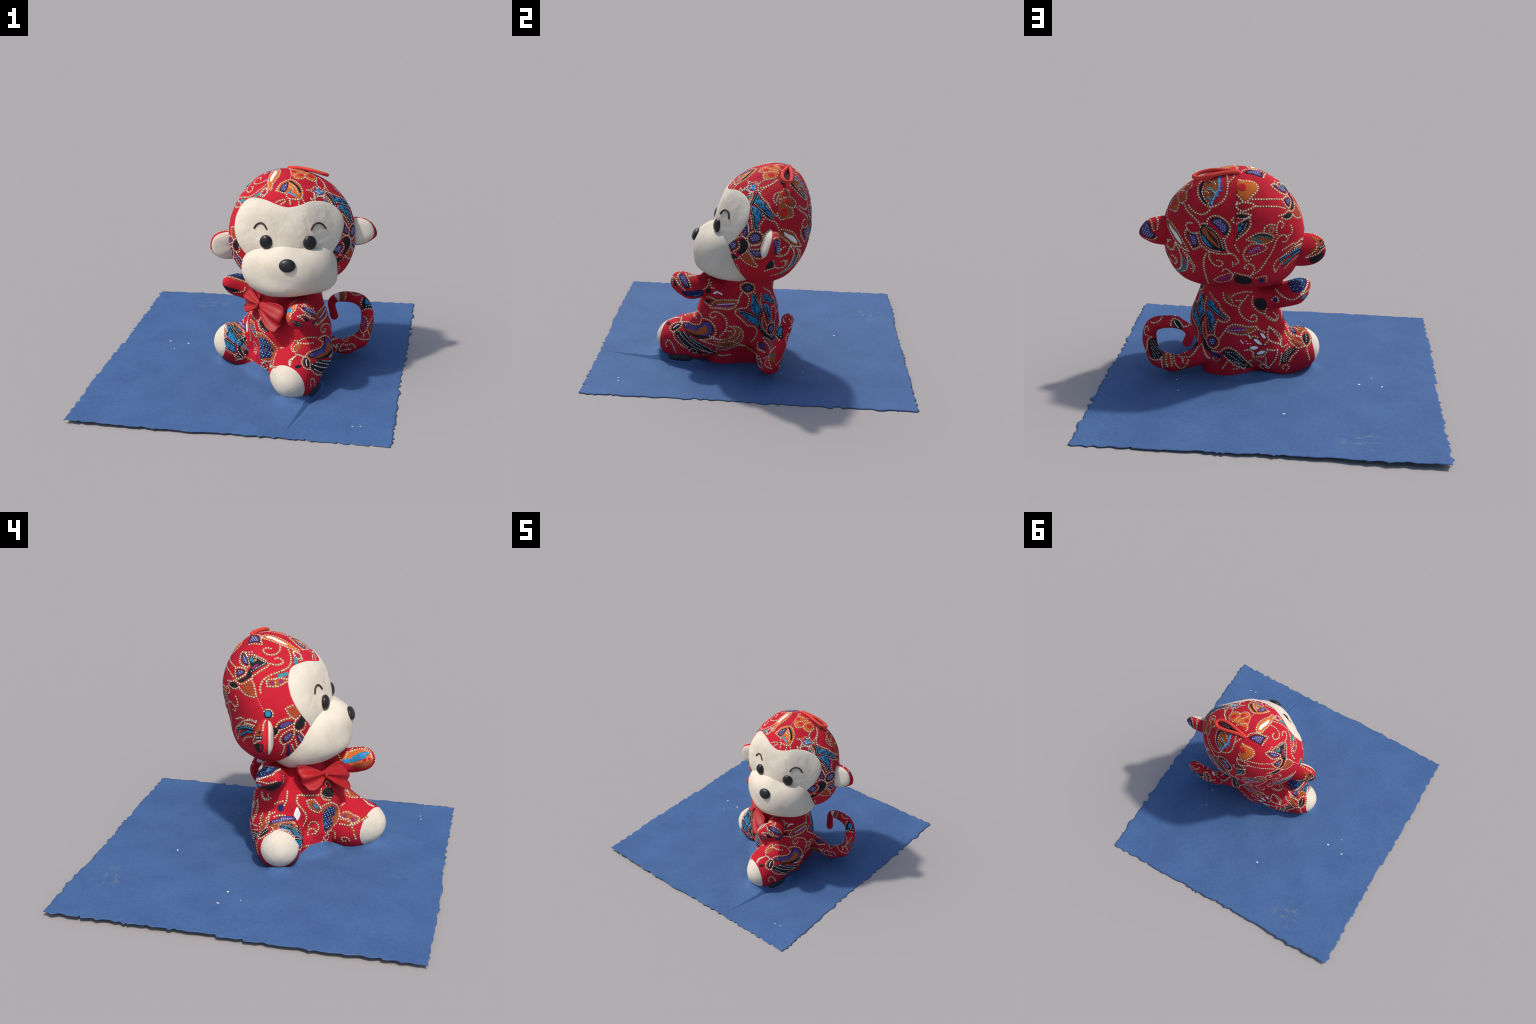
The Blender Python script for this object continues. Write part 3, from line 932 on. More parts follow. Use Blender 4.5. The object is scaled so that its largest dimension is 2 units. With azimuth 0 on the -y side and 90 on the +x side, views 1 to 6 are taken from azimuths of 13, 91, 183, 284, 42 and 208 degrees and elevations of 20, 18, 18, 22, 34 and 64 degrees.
patch('head', [(-103.9, 39.6), (-100.6, 33.7), (-104.3, 30.6), (-108.1, 27.5), (-112.7, 26.3), (-113.9, 27.7), (-108.1, 30.1), (-105.5, 34.6), (-105.5, 38.3)], ink='black', h=0.0024)
patch('head', [(-101.6, 30.4), (-98.5, 28.2), (-95.6, 21.8), (-93.9, 16.9), (-99.1, 16.9), (-104.4, 18.3), (-109.6, 21.1), (-106.8, 25.1)], ink='rust', h=0.0014)
stipple('head', [(-101.6, 30.4), (-98.5, 28.2), (-95.6, 21.8), (-93.9, 16.9), (-99.1, 16.9), (-104.4, 18.3), (-109.6, 21.1), (-106.8, 25.1)], ink='crimson', gap=0.011, r=0.0025)
dots('head', [(-100.4, 33.2), (-100.1, 29.6), (-97.5, 26.2), (-95.6, 21.8), (-94.2, 16.9), (-99.1, 16.9), (-104.3, 17.7), (-108, 19.8), (-110.6, 21.2), (-112.7, 22.7)])
dots('head', [(-116.8, 26.7), (-112.5, 25.3), (-107.7, 26), (-104.4, 28.5), (-101.3, 30.5)])
patch('head', [(-125.8, 23.7), (-118.1, 25.5), (-113.1, 22.9), (-115.7, 21.7), (-121.9, 21.2)], ink='black')
dots('head', [(-126.9, 23), (-121.9, 20.7), (-116.4, 20.6), (-111.9, 22.6)])
dots('head', [(-130.2, 25.1), (-122.9, 25.5), (-117.9, 27.6)])
dots('head', [(-154.9, 42.8), (-147.1, 41.8), (-137.6, 40.3), (-129.7, 38.8), (-122.8, 37.4)], bw=0.007)
dots('head', [(-153.1, 37), (-145.2, 35.6), (-136.8, 34.1), (-128.7, 32.3), (-121.5, 29.6)], bw=0.007)
dots('head', [(-92.7, 16), (-89, 9.7), (-86.8, 6.8)], bg=None, r=0.0022, gap=0.011)

# head, back: orange heart, black and blue leaves
patch('head', [(-172.4, 61.7), (-162.2, 61.5), (-150.4, 59.7), (-145.6, 56.2), (-145, 51.3), (-150.5, 48.2), (-158.2, 44.9), (-162.9, 42.7), (-167.2, 44.2), (-171.5, 47.2), (-173.3, 54.1)], ink='bright', h=0.0013)
spot('head', (-166.1, 54.5), r=0.024, ink='crimson', h=0.002)
dots('head', [(-170.8, 61.9), (-164.7, 60), (-155, 58.9), (-147.3, 56.7), (-144.9, 53.7), (-145.7, 50.8), (-149.7, 48.1), (-155.1, 45.5), (-160.4, 42.4)])
dots('head', [(-172.7, 48.3), (-169.5, 45.5), (-166.5, 43.1)])
dots('head', [(-172.9, 42.4), (-174, 39.2), (-171.7, 36.3), (-168.8, 34.7), (-165.4, 34), (-159.3, 35), (-155.2, 36.2), (-152.4, 36.9)])
dots('head', [(-172.5, 40.5), (-165.9, 41.6), (-159.5, 40.5), (-154.9, 38.8)])
patch('head', [(-173.7, 30.6), (-167.5, 31.3), (-161.6, 29.7), (-163.5, 28.2), (-170.2, 28.2)], ink='black')
dots('head', [(-172.3, 32.6), (-166.1, 32.3), (-158.3, 30), (-162.9, 27.3), (-166.8, 27.8), (-170.9, 28.3)])
patch('head', [(-161, 26), (-160.6, 21.3), (-164.1, 15.9), (-173, 7.9), (-171.9, 13.3), (-172, 19.7), (-166.8, 24)], ink='black')
patch('head', [(-165.1, 23.3), (-167.4, 18.5), (-171.2, 14), (-172, 18.5), (-168.7, 22.2)], ink='blue', h=0.0026)
streaks('head', [(-165.1, 23.3), (-167.4, 18.5), (-171.2, 14), (-172, 18.5)], n=6, ln=0.015)
dots('head', [(-162.5, 23.2), (-164.1, 19), (-166.7, 15.3), (-170.5, 11.3)], bg=None, r=0.0036, gap=0.011, h=0.003)
dots('head', [(-158.3, 29.7), (-159.1, 26.4), (-158.5, 22.3), (-159.7, 18.9), (-162.1, 15.2), (-166.6, 11.4), (-170.4, 7.9), (-172.3, 6.2)])
dots('head', [(-172.8, 22.5), (-168.8, 24.6), (-165.5, 26), (-160.9, 28.3)])
dots('head', [(-176.4, 28.3), (-178.1, 26.4), (-176.3, 24)])
dots('head', [(-173.8, 0.1), (-172, -3.7), (-169.5, -7.6)])
band('head', [(-167.9, 66.4), (-172.8, 54), (-173.6, 38), (-174.7, 20.3), (-174.7, -7.8)], w=0.003, ink='seam', h=0.0006)

# head, back: flame leaf
patch('head', [(133.9, 54.5), (141.7, 59), (151.9, 61.4), (157.7, 56.7), (158.3, 50.9), (157.3, 43.4), (155.9, 38.1), (149.7, 39.7), (143.1, 43.9), (138.9, 48.9)], ink='orange', h=0.0014)
dots('head', [(128.8, 53.2), (128.9, 50.2), (133, 46), (137.1, 42.2), (141.7, 39.4), (146.8, 37.3), (152.1, 35.6), (156, 35.5)])
band('head', [(131.3, 55), (134.6, 49.7), (139, 44.6), (144.5, 40.2), (150.6, 37.6)], w=0.0065, ink='black', h=0.0025)
dots('head', [(137.6, 52.5), (138.5, 48.8), (141.3, 44.6), (146.7, 40.8), (152.4, 38)], bg=None)
dots('head', [(141.1, 56.7), (149.7, 56.8), (153.3, 55.4)], bg=None)
dots('head', [(144.5, 47.2), (149, 46.8)], bg=None)
band('head', [(150.1, 64.7), (157.9, 56.7), (160.7, 51.8), (158.7, 46.5), (156.5, 41.1), (156.3, 37)], w=0.0095, ink='blue', h=0.003)
band('head', [(157.3, 57.2), (162.4, 60)], w=0.007, ink='blue', h=0.0032, taper=True)
band('head', [(159.8, 53.4), (166.7, 55.3)], w=0.007, ink='blue', h=0.0032, taper=True)
band('head', [(159.7, 50), (168.2, 51.6)], w=0.007, ink='blue', h=0.0032, taper=True)
band('head', [(159.3, 46), (164.2, 46.2)], w=0.007, ink='blue', h=0.0032, taper=True)
band('head', [(154.6, 62.4), (155.1, 64.8)], w=0.007, ink='blue', h=0.0032, taper=True)
dots('head', [(154.7, 61), (160.1, 52.9), (158.6, 47), (156.5, 38.8)], bg=None, r=0.0026, gap=0.01, h=0.004)
band('head', [(145.8, 49.3), (147.6, 50.9), (153.8, 49), (158.4, 48.1)], w=0.007, ink='teal', h=0.003)
dots('head', [(146, 49.7), (151.5, 49.5), (157.4, 48.2)], bg=None, r=0.0025, gap=0.009, h=0.004)
band('head', [(149, 43), (154.1, 41.2)], w=0.006, ink='teal', h=0.003)
dots('head', [(165.4, 66.4), (170.3, 60.9), (172.6, 55.2), (173.1, 49.8), (171.5, 45.4), (167.6, 41.1), (162.3, 37.5), (157.5, 35.5), (155.5, 31.7), (151.8, 28.6), (147.7, 26.9), (141.9, 26.9), (136.4, 28.2), (131.6, 30.6)])
dots('head', [(-178.6, 65.9), (177.6, 62.4), (173.7, 59.5)])
dots('head', [(123.2, 29.6), (127, 29.7), (129.9, 27.3), (134.7, 24.8), (140.4, 22.4), (144.2, 20.4), (147.3, 18.1), (149.1, 14.8), (148.7, 11), (144.7, 8.3), (140.6, 7.7), (137, 8.5), (134.4, 10.8), (133.4, 13.2), (135.3, 16.1), (139.4, 16.8)])

# head, back: white leaf, purple leaves, boat leaf
patch('head', [(104.5, 10.1), (109, 10.4), (116.2, 8.5), (122.5, 4.5), (128.3, -2.8), (134.9, -11), (126.9, -9.2), (119.3, -6.1), (113.3, -1), (106.7, 4.2), (104, 7.3)], ink='orange', h=0.0013)
dots('head', [(104.5, 10.1), (109, 10.4), (116.2, 8.5), (122.5, 4.5), (128.3, -2.8), (134.9, -11), (126.9, -9.2), (119.3, -6.1), (113.3, -1), (106.7, 4.2), (104, 7.3)], closed=True)
patch('head', [(109, 8.4), (113.4, 6.1), (121, 2.4), (126.9, -3.8), (126.7, -6.8), (118.9, -2.1), (113.8, 2), (110.3, 4.7)], ink='white', h=0.0026)
heart('head', [(135.6, 7.8), (140.7, 6.8), (145.2, 7.1), (146.9, -1), (144.7, -5.7), (141.2, -6.3), (137.8, 1.1)], rim='black', ink='purple')
dots('head', [(134.8, 10.3), (132.5, 8), (131.9, 3.5), (133.8, -0.4), (137.6, -4.1), (141.1, -8.6), (145.4, -6.6), (150.4, -3.8)])
dots('head', [(144.7, 8.3), (146.4, 4.1), (148.4, -0.1), (151.1, -3.7)])
heart('head', [(158.3, 23.9), (161.4, 26.5), (168.4, 27.5), (175.8, 23), (179.2, 18.1), (177.1, 11.1), (173.7, 10.5), (167.3, 16.4), (161.4, 20.7)], rim='black', ink='purple')
dots('head', [(155, 22.1), (156.7, 25.4), (161.9, 28.4), (168.3, 28.1), (175, 25.4), (179.4, 21.4), (-179.7, 16.3), (177.8, 10.1), (175.6, 7.2)])
patch('head', [(150.7, 18.2), (156.8, 18.7), (164, 14.7), (170.5, 7.5), (174, -0.6), (176, -7.3), (169.9, -7.6), (162.6, -6.5), (155.9, -3), (151.1, 1), (148.3, 6.4), (147.9, 12.1)], ink='black')
patch('head', [(151.7, 16.5), (157.9, 14.5), (165.1, 11), (169.6, 3.3), (170.6, -4.5), (165.3, -2), (157.9, 4), (153, 8.5), (150, 12.5)], ink='rust', h=0.0026)
patch('head', [(150.9, 8.8), (154.5, 5.5), (158.7, 0.1), (162.7, -4), (157.3, -1.8), (152.5, 2.9)], ink='blue', h=0.0028)
patch('head', [(155.9, 14.2), (161.1, 9.8), (166.6, 5.1), (168.7, -1.7), (164, 3.5), (158.4, 9.4)], ink='black', h=0.0034)
dots('head', [(155, 17.2), (160.5, 15.5), (166.3, 11.8), (170.6, 5.5), (173.7, -4)], bg=None, r=0.0036, gap=0.011, h=0.003)
dots('head', [(148.9, 8.4), (151.1, 2.3), (155.9, -3), (162.6, -6.5), (169.9, -7.6)], bg=None, r=0.0036, gap=0.011, h=0.003)
dots('head', [(149.9, 19), (155.4, 19.7)])
dots('head', [(173.2, 7), (175.7, 1.7), (176.8, -4.1), (178.8, -8.1)])
dots('head', [(151.1, -3.7), (158.5, -8.3), (164.4, -10.1), (171.1, -11), (-178.5, -10.4)])

# head, low back: scrolls and feathers
dots('head', [(155.2, -11.1), (152.6, -17), (150.7, -25.4), (149.2, -33.9), (146.9, -43.7), (141.3, -53.9)])
dots('head', [(158.7, -9.3), (158.2, -15.3), (160.2, -21.5), (163.8, -25.8), (168.7, -27.4), (172, -23.5), (170.1, -20), (166, -19.2)])
dots('head', [(179.7, -10), (-176.1, -11.1), (-170.9, -16.4), (-169.1, -21.6), (-172.1, -24.5)])
dots('head', [(-175.9, -22.1), (-175.9, -27.3)])
dots('head', [(156.2, -46.9), (163.8, -43.7), (173.3, -40.7), (-177.6, -38.3), (-175.8, -42.4), (179.8, -51.6), (165.8, -54.6), (156.8, -51.3)], r=0.0046, closed=True)
patch('head', [(161.5, -47.9), (170.8, -44.8), (-179.5, -41.7), (176.9, -49), (166.9, -51.8)], ink='magenta')
dots('head', [(170.8, -35), (173.6, -31.7), (178.3, -33.3), (-175.3, -39.6)])
dots('head', [(-173.2, -36.4), (-165.5, -37.8), (-157.3, -37.9), (-149.8, -39.2)])
patch('head', [(-172.1, -41.7), (-160.3, -39.5), (-150.7, -41.3), (-148.3, -49.1), (-160.8, -55.8), (-171.3, -54.4)], ink='black')
dots('head', [(111.6, -6.1), (108.1, -7), (105.4, -10.5), (107.4, -13.4), (112.1, -15), (116.1, -12.7), (116.1, -9.1)], r=0.0046)
dots('head', [(113.4, -20.3), (116.6, -22.2), (116.1, -25.3), (111.6, -27.5)], r=0.0046)
dots('head', [(118.2, -6.9), (121.6, -11.4), (125.1, -16.9), (124.8, -23.3), (119.9, -29.7), (115.7, -32.1)])
band('head', [(129.5, -19.4), (129.2, -25.2), (123.9, -32.4)], w=0.009, ink='teal', h=0.002)
dots('head', [(128.4, -12.5), (131.7, -17), (132.8, -24.1), (127.8, -31.3)], r=0.0048)
dots('head', [(131.5, -13.8), (135.8, -17), (137, -21.6), (139.7, -27), (135.1, -33.7)], r=0.0048)
dots('head', [(134.8, -21.2), (136.8, -25.1), (137, -29.3), (133.5, -30.1)], r=0.0038, gap=0.011)
dots('head', [(117.3, -7.1), (125.4, -9.4), (131.9, -10.6), (136, -11.4)], r=0.0048)
dots('head', [(-145.1, 14.8), (-144.7, 17.4), (-140.4, 19.4), (-135.2, 18.3)])
ring('head', (-137.9, 14.4), r=0.022)
dots('head', [(-131.2, 8.9), (-132.7, 15.6), (-131.1, 19.8), (-127.7, 20.2), (-124.8, 16.9), (-127.4, 14.7)])
patch('head', [(-162.5, 6.4), (-158.1, 9.4), (-153.2, 12.1), (-146.9, 12.8), (-139.8, 10.8), (-134.1, 7.4), (-135.5, 3), (-142.7, 1), (-149.5, 1.6), (-155.8, 4.8)], ink='rust', h=0.0013)
dots('head', [(-162.5, 6.4), (-158.1, 9.4), (-153.2, 12.1), (-146.9, 12.8), (-139.8, 10.8), (-134.1, 7.4), (-135.5, 3), (-142.7, 1), (-149.5, 1.6), (-155.8, 4.8)], closed=True)
band('head', [(-154.9, 8.2), (-149.2, 10.5), (-142.7, 9.5), (-136.2, 5.8)], w=0.011, ink='black', h=0.0022)
band('head', [(-154.9, 8.4), (-149.2, 9.7), (-142.6, 8.9), (-136.9, 5.9)], w=0.004, ink='teal', h=0.0034)
band('head', [(-154.8, 7.9), (-150.6, 5.3), (-146, 2.9)], w=0.008, ink='teal', h=0.0022)
dots('head', [(-164.7, -11.1), (-163.1, -5.4), (-158.8, 0.6), (-152.2, 1.8), (-145.3, 0.6), (-139.3, -4.3), (-142.7, -7.1), (-149.3, -10.5), (-156, -12.8), (-160.2, -13.7)])
heart('head', [(-160, -8.6), (-157.1, -3.1), (-150.6, -0.8), (-144.3, -3.9), (-150.4, -8), (-155.7, -9.5)], rim=None, ink='magenta')
dots('head', [(-164.7, -11.1), (-162.8, -16.2), (-158.8, -20), (-155.4, -17.1)])
dots('head', [(-130.7, 3), (-131.6, -2.3), (-132.8, -9.5), (-135, -15.4), (-137.7, -21.2), (-142.7, -28.8), (-148.7, -34.1), (-152.8, -36.6)])
dots('head', [(-130.7, 3), (-128.7, 6.6), (-123.9, 7.5), (-119.3, 4.8), (-116.9, 1.7), (-118.6, -0.5), (-122.6, 0.3)])
dots('head', [(-119.3, 4.8), (-114, 6), (-113.2, 9.9), (-115.5, 14.1)])
dots('head', [(-157.8, -29.6), (-162.2, -27.7), (-157.7, -23.5), (-152.3, -24.8), (-149.6, -29), (-151.6, -34.8)])
dots('head', [(-93.1, -2.8), (-101.4, -4), (-107.7, -6.9), (-113.2, -11.9), (-119.2, -16.8), (-124.4, -20.6), (-126.9, -25.6), (-123.3, -31.5)], r=0.0048)
dots('head', [(-84.6, -8.5), (-101.5, -7.5), (-111.1, -13.5), (-115.4, -19.1), (-119.3, -25.5), (-122.1, -30.9)], r=0.0038)
band('head', [(-86.2, -13.6), (-101.3, -14.1), (-107.8, -18.9), (-115.4, -25)], w=0.012, ink='black', h=0.0016)
band('head', [(-86.2, -13.6), (-101.3, -14.1), (-107.8, -18.9), (-115.4, -25)], w=0.005, ink='blue', h=0.0026)
dots('head', [(-86.8, -15.4), (-98.3, -18.2), (-106.3, -22.8), (-111.7, -28.7)], r=0.0035, gap=0.012)
dots('head', [(-145.5, -39.6), (-139.9, -37.3), (-133.9, -36.1), (-129.4, -42.6)], r=0.0046)
patch('head', [(-141.1, -41.9), (-137.8, -38.6), (-132.7, -41.8), (-134.8, -45.3)], ink='navy')

# head, left cheek: purple balls, black comma, rust triangle
patch('head', [(76.8, 1.2), (77.7, 4.7), (79.9, 7.3), (83.9, 8.6), (88.4, 7.7), (90.4, 4.6), (90.3, 0.9), (87.8, -1.5), (83.5, -3.4), (80.1, -3.2), (77.6, -1.4)], ink='orange', h=0.0013)
dots('head', [(76.8, 1.2), (77.7, 4.7), (79.9, 7.3), (83.9, 8.6), (88.4, 7.7), (90.4, 4.6), (90.3, 0.9), (87.8, -1.5), (83.5, -3.4), (80.1, -3.2), (77.6, -1.4)], closed=True)
heart('head', [(77.9, 2), (80.6, 6.3), (84.5, 8), (88.5, 5.8), (89, 1.9), (85.6, -0.9), (80.6, -2)], rim='black', ink='purple')
patch('head', [(68.5, -1.8), (71.5, 0.2), (75.6, -0.4), (77.8, -4.2), (76.8, -8.8), (73.1, -13.1), (67.6, -15), (66.5, -13.8), (69.6, -10.7), (70.2, -6.5)], ink='black')
dots('head', [(63.6, -1.8), (68.4, 1.4), (73.4, 2), (76.6, -0.5), (78.6, -3.4), (78.5, -6.8), (76.9, -9.4), (72.5, -14.2)])
dots('head', [(67.2, -3.9), (69, -6.8), (66.7, -10.6), (62.2, -13.6), (64.6, -15)])
heart('head', [(55.5, -9.4), (59.5, -5.3), (65.2, -4.1), (67.3, -6.7), (64.5, -11.2), (59.6, -13.2)], rim='black', ink='purple')
dots('head', [(53.9, -11.1), (57.1, -6.5), (62.6, -3.3)])
dots('head', [(57.1, -14.3), (55, -18.1), (59.8, -15.9)])
heart('head', [(71.6, 7), (74.2, 11.8), (75.9, 7.8), (75.4, 2.4), (72.3, 4)], rim='black', ink='purple')
dots('head', [(70.6, 4), (73.1, 1.6), (76.4, 1.7)])
dots('head', [(75.9, 13.5), (76.8, 10.2), (77.4, 7.5)])
heart('head', [(78.9, -7.8), (83.8, -8), (89.1, -6.7), (90, -9.6), (89.3, -13), (84.5, -12.9), (81.1, -10.7)], rim='black', ink='purple')
dots('head', [(80.3, -7.4), (84.8, -6.9), (89.1, -5.6)])
dots('head', [(79, -9.4), (83.4, -13.9), (87.2, -14.5), (90.5, -14.2)])
dots('head', [(79, -4.5), (83.6, -3.7), (87.8, -2)])
patch('head', [(77.5, -11.2), (80.6, -13.6), (84.3, -20.3), (82.8, -21.5), (78.7, -20), (74.5, -18), (73.2, -16)], ink='rust')
stipple('head', [(77.5, -11.2), (80.6, -13.6), (84.3, -20.3), (82.8, -21.5), (78.7, -20), (74.5, -18), (73.2, -16)], ink='crimson', gap=0.009, r=0.0022)
dots('head', [(77.5, -10.3), (80.6, -13), (83.4, -17.2), (86.5, -22.3), (83.9, -22.9), (78.7, -21.4), (74.4, -19.9), (72.5, -18.6), (70.1, -16.6)])
patch('head', [(56.6, -20.8), (61.4, -16.9), (67.9, -18.2), (64.3, -20.5), (59.2, -21.9)], ink='black')
dots('head', [(60.5, -21.9), (67.5, -19.1), (70.5, -16.5)])
dots('head', [(65.3, -26.6), (67.5, -31.2)])
dots('head', [(103.3, -13.2), (107.4, -15), (112.3, -14.3), (116.6, -10.9), (118.5, -7.7)])
dots('head', [(108.9, -20.5), (111.7, -19.9), (114.6, -23.7), (113.2, -27.5), (107.1, -26.8), (102.7, -24.1), (100.1, -17.4)])
dots('head', [(105.1, -7), (107.8, -8.4)])
patch('head', [(93.7, -24.4), (96.1, -18.6), (99.4, -16.6), (101.6, -23.1), (96.6, -25.1)], ink='black')
dots('head', [(93.3, -27.2), (97.9, -25.7), (101.9, -25.3)], r=0.0046)
dots('head', [(97.2, -18.2), (100.7, -22.9)], bg=None, r=0.003, gap=0.01)
dots('head', [(123.3, -11.1), (124.2, -19.1), (122.2, -25.5), (117.6, -31.2), (109.2, -33.4), (100.1, -34)], r=0.0046)
band('head', [(127.2, -19.4), (123.7, -27.5), (118.2, -33), (109.8, -35.4)], w=0.007, ink='teal', h=0.002)
dots('head', [(133.8, -15.6), (131.1, -24.3), (126.5, -31.7), (116.1, -34.5)], r=0.0046)

# head, right cheek: blue bead, black drop, purple leaves
spot('head', (-83.4, 3.9), r=0.024, ink='black')
spot('head', (-83.5, 4.1), r=0.017, ink='blue', h=0.003)
dots('head', [(-86.7, 6), (-84.5, 7.4), (-81.4, 7.1), (-79.6, 4.5), (-80.6, 1.9), (-84.1, 0.7)])
patch('head', [(-67.6, 7.7), (-63.1, 9.9), (-60.2, 8.6), (-54.8, 3.5), (-58.1, 0.3), (-62.8, 0.4), (-66.6, 4.5)], ink='rust', h=0.0014)
stipple('head', [(-67.6, 7.7), (-63.1, 9.9), (-60.2, 8.6), (-54.8, 3.5), (-58.1, 0.3), (-62.8, 0.4), (-66.6, 4.5)], ink='crimson', gap=0.01, r=0.0024)
dots('head', [(-69.3, 8.1), (-66.5, 9.4), (-63, 10.5)])
dots('head', [(-68.2, 6.2), (-66.6, 3.5), (-63.4, 0.4), (-60.5, -1.5), (-57.5, 0.4), (-55.2, 2.2)])
patch('head', [(-54.5, 1.5), (-51.2, -2.8), (-52.8, -8.5), (-56.8, -11.1), (-60.8, -9.5), (-61.4, -5.1), (-58.8, -2.8), (-56.1, -0.1)], ink='black')
dots('head', [(-62.3, -7.6), (-60.9, -3.3), (-59.1, -1.2)])
dots('head', [(-52.3, -4.2), (-50.7, -8), (-52, -11.7), (-58.1, -11.8), (-61.9, -9.3)])
heart('head', [(-75.7, -5.3), (-71.9, -2.9), (-67.2, -2.1), (-62, -3.1), (-65.1, -5.1), (-70.9, -7.6), (-74.9, -8.2)], rim='black', ink='purple', sp=False)
dots('head', [(-73.4, -6.2), (-68.8, -4.7), (-64.5, -3.6)], bg=None, r=0.0028, gap=0.01, h=0.004, ink='magenta')
dots('head', [(-77, -6.3), (-76, -3.7), (-72, -1), (-67.2, 0.1), (-63.9, 0.6)])
dots('head', [(-74.4, -9.1), (-70.3, -7.8), (-65.6, -5.8), (-62.3, -4.4)])
dots('head', [(-73.7, -16.7), (-71.8, -12.9), (-67.7, -10.1), (-62.8, -9.4), (-62, -14.8), (-65, -19.6), (-69.8, -22.1), (-73.1, -20.4)], closed=True)
heart('head', [(-71.7, -16.9), (-69.7, -13.3), (-65.5, -11.2), (-63, -12.1), (-64.2, -15.8), (-67.3, -19.2), (-70.4, -20.4)], rim='black', ink='purple')
heart('head', [(-60.4, -13.4), (-57.3, -14.4), (-50.7, -23), (-52.1, -26.9), (-57, -21.5)], rim='black', ink='purple')
dots('head', [(-60.4, -19.3), (-57.2, -27.1), (-52.9, -31.6)])
dots('head', [(-56.1, -13.3), (-50.7, -19.7)])
dots('head', [(-62.9, -23.3), (-60.7, -28.9), (-54.8, -37.1)])
dots('head', [(-69.8, -22.7), (-69.9, -28.3), (-71.8, -33.6)])
patch('head', [(-67, -22.5), (-64.7, -25), (-62.5, -37.5), (-66.1, -38.4), (-67, -28.1)], ink='navy')
dots('head', [(-120.2, -9.1), (-109.2, -4), (-105, -5.1), (-98.4, -2.3), (-94.1, -4.1), (-89.2, -4.1)])
dots('head', [(-105.2, -7.8), (-99.9, -6.8), (-94.8, -7)])
band('head', [(-120.3, -20.3), (-106.7, -12.5), (-98.7, -10.6), (-93.7, -11.2)], w=0.012, ink='black', h=0.0016)
band('head', [(-120.3, -20.3), (-106.7, -12.5), (-98.7, -10.6), (-93.7, -11.2)], w=0.004, ink='blue', h=0.0028)
dots('head', [(-119.1, -16.9), (-104.6, -10.4), (-96.7, -9.3)], r=0.0046)
dots('head', [(-115.8, -23.5), (-103.8, -16), (-96.3, -13.6)], r=0.0046)
dots('head', [(-77.9, -15.6), (-75.9, -12.2), (-73.9, -9)])
patch('head', [(-79.4, -7.4), (-75.9, -6.9), (-75.9, -11.7), (-78.4, -12.7)], ink='black')

# under the hanging loop: black patch with small pale dots and orange streaks
patch('head', [(116.2, 52.6), (113.6, 55.5), (123.8, 64), (140.9, 68.9), (161, 69.8), (138.7, 62), (126.6, 56)], ink='black')
stipple('head', [(117.1, 53.5), (114.4, 55.6), (124.7, 64), (141.8, 68.7), (154.3, 68.9), (138, 62.1), (126.2, 56.5)], gap=0.012, r=0.003)
streaks('head', [(117.1, 53.5), (114.4, 55.6), (124.7, 64), (141.8, 68.7), (154.3, 68.9), (138, 62.1), (126.2, 56.5)], ink='orange', n=10, ln=0.02)

# body, left back: blue wings, purple balls
patch('body', [(0.444, -0.014, 0.486), (0.44, 0.007, 0.439), (0.426, 0.04, 0.38), (0.437, 0.035, 0.341), (0.462, -0.005, 0.372), (0.465, -0.023, 0.4), (0.453, -0.016, 0.438)], ink='blue')
streaks('body', [(0.444, -0.014, 0.486), (0.44, 0.007, 0.439), (0.426, 0.04, 0.38), (0.437, 0.035, 0.341), (0.462, -0.005, 0.372), (0.465, -0.023, 0.4), (0.453, -0.016, 0.438)], n=20)
patch('body', [(0.494, -0.091, 0.384), (0.481, -0.048, 0.383), (0.466, -0.004, 0.355), (0.441, 0.036, 0.319), (0.44, 0.04, 0.272), (0.472, -0.001, 0.299), (0.49, -0.036, 0.325), (0.495, -0.061, 0.354)], ink='blue')
streaks('body', [(0.494, -0.091, 0.384), (0.481, -0.048, 0.383), (0.466, -0.004, 0.355), (0.441, 0.036, 0.319), (0.44, 0.04, 0.272), (0.472, -0.001, 0.299), (0.49, -0.036, 0.325), (0.495, -0.061, 0.354)], n=20)
beaded('body', [(0.44, -0.003, 0.476), (0.428, 0.027, 0.422), (0.42, 0.046, 0.378)], w=0.0095, r=0.0028, gap=0.0085)
beaded('body', [(0.493, -0.084, 0.386), (0.475, -0.026, 0.367), (0.448, 0.027, 0.328)], w=0.0095, r=0.0028, gap=0.0085)
beaded('body', [(0.414, 0.053, 0.373), (0.435, 0.037, 0.341), (0.44, 0.039, 0.3), (0.429, 0.052, 0.247)], w=0.012, r=0.0028, gap=0.0085)
band('body', [(0.438, 0.042, 0.271), (0.421, 0.061, 0.237), (0.399, 0.089, 0.191), (0.357, 0.116, 0.165)], w=0.016, ink='black')
dots('body', [(0.46, -0.079, 0.495), (0.47, -0.091, 0.463), (0.478, -0.098, 0.438)])
dots('body', [(0.455, -0.044, 0.484), (0.455, -0.03, 0.461), (0.462, -0.033, 0.431), (0.473, -0.043, 0.404), (0.489, -0.087, 0.401), (0.497, -0.112, 0.384), (0.503, -0.103, 0.364), (0.502, -0.067, 0.333), (0.489, -0.031, 0.292), (0.469, 0.004, 0.281), (0.451, 0.027, 0.247), (0.454, 0.019, 0.205), (0.462, -0.006, 0.173)])
dots('body', [(0.434, 0.005, 0.486), (0.425, 0.026, 0.44), (0.414, 0.049, 0.392)])
dots('body', [(0.421, 0.055, 0.322), (0.424, 0.057, 0.271), (0.408, 0.074, 0.227)])
heart('body', [(0.451, -0.077, 0.527), (0.446, -0.065, 0.546), (0.441, -0.039, 0.551), (0.433, -0.01, 0.536), (0.438, -0.011, 0.51), (0.45, -0.036, 0.499), (0.455, -0.063, 0.506)], rim='black', ink='navy')
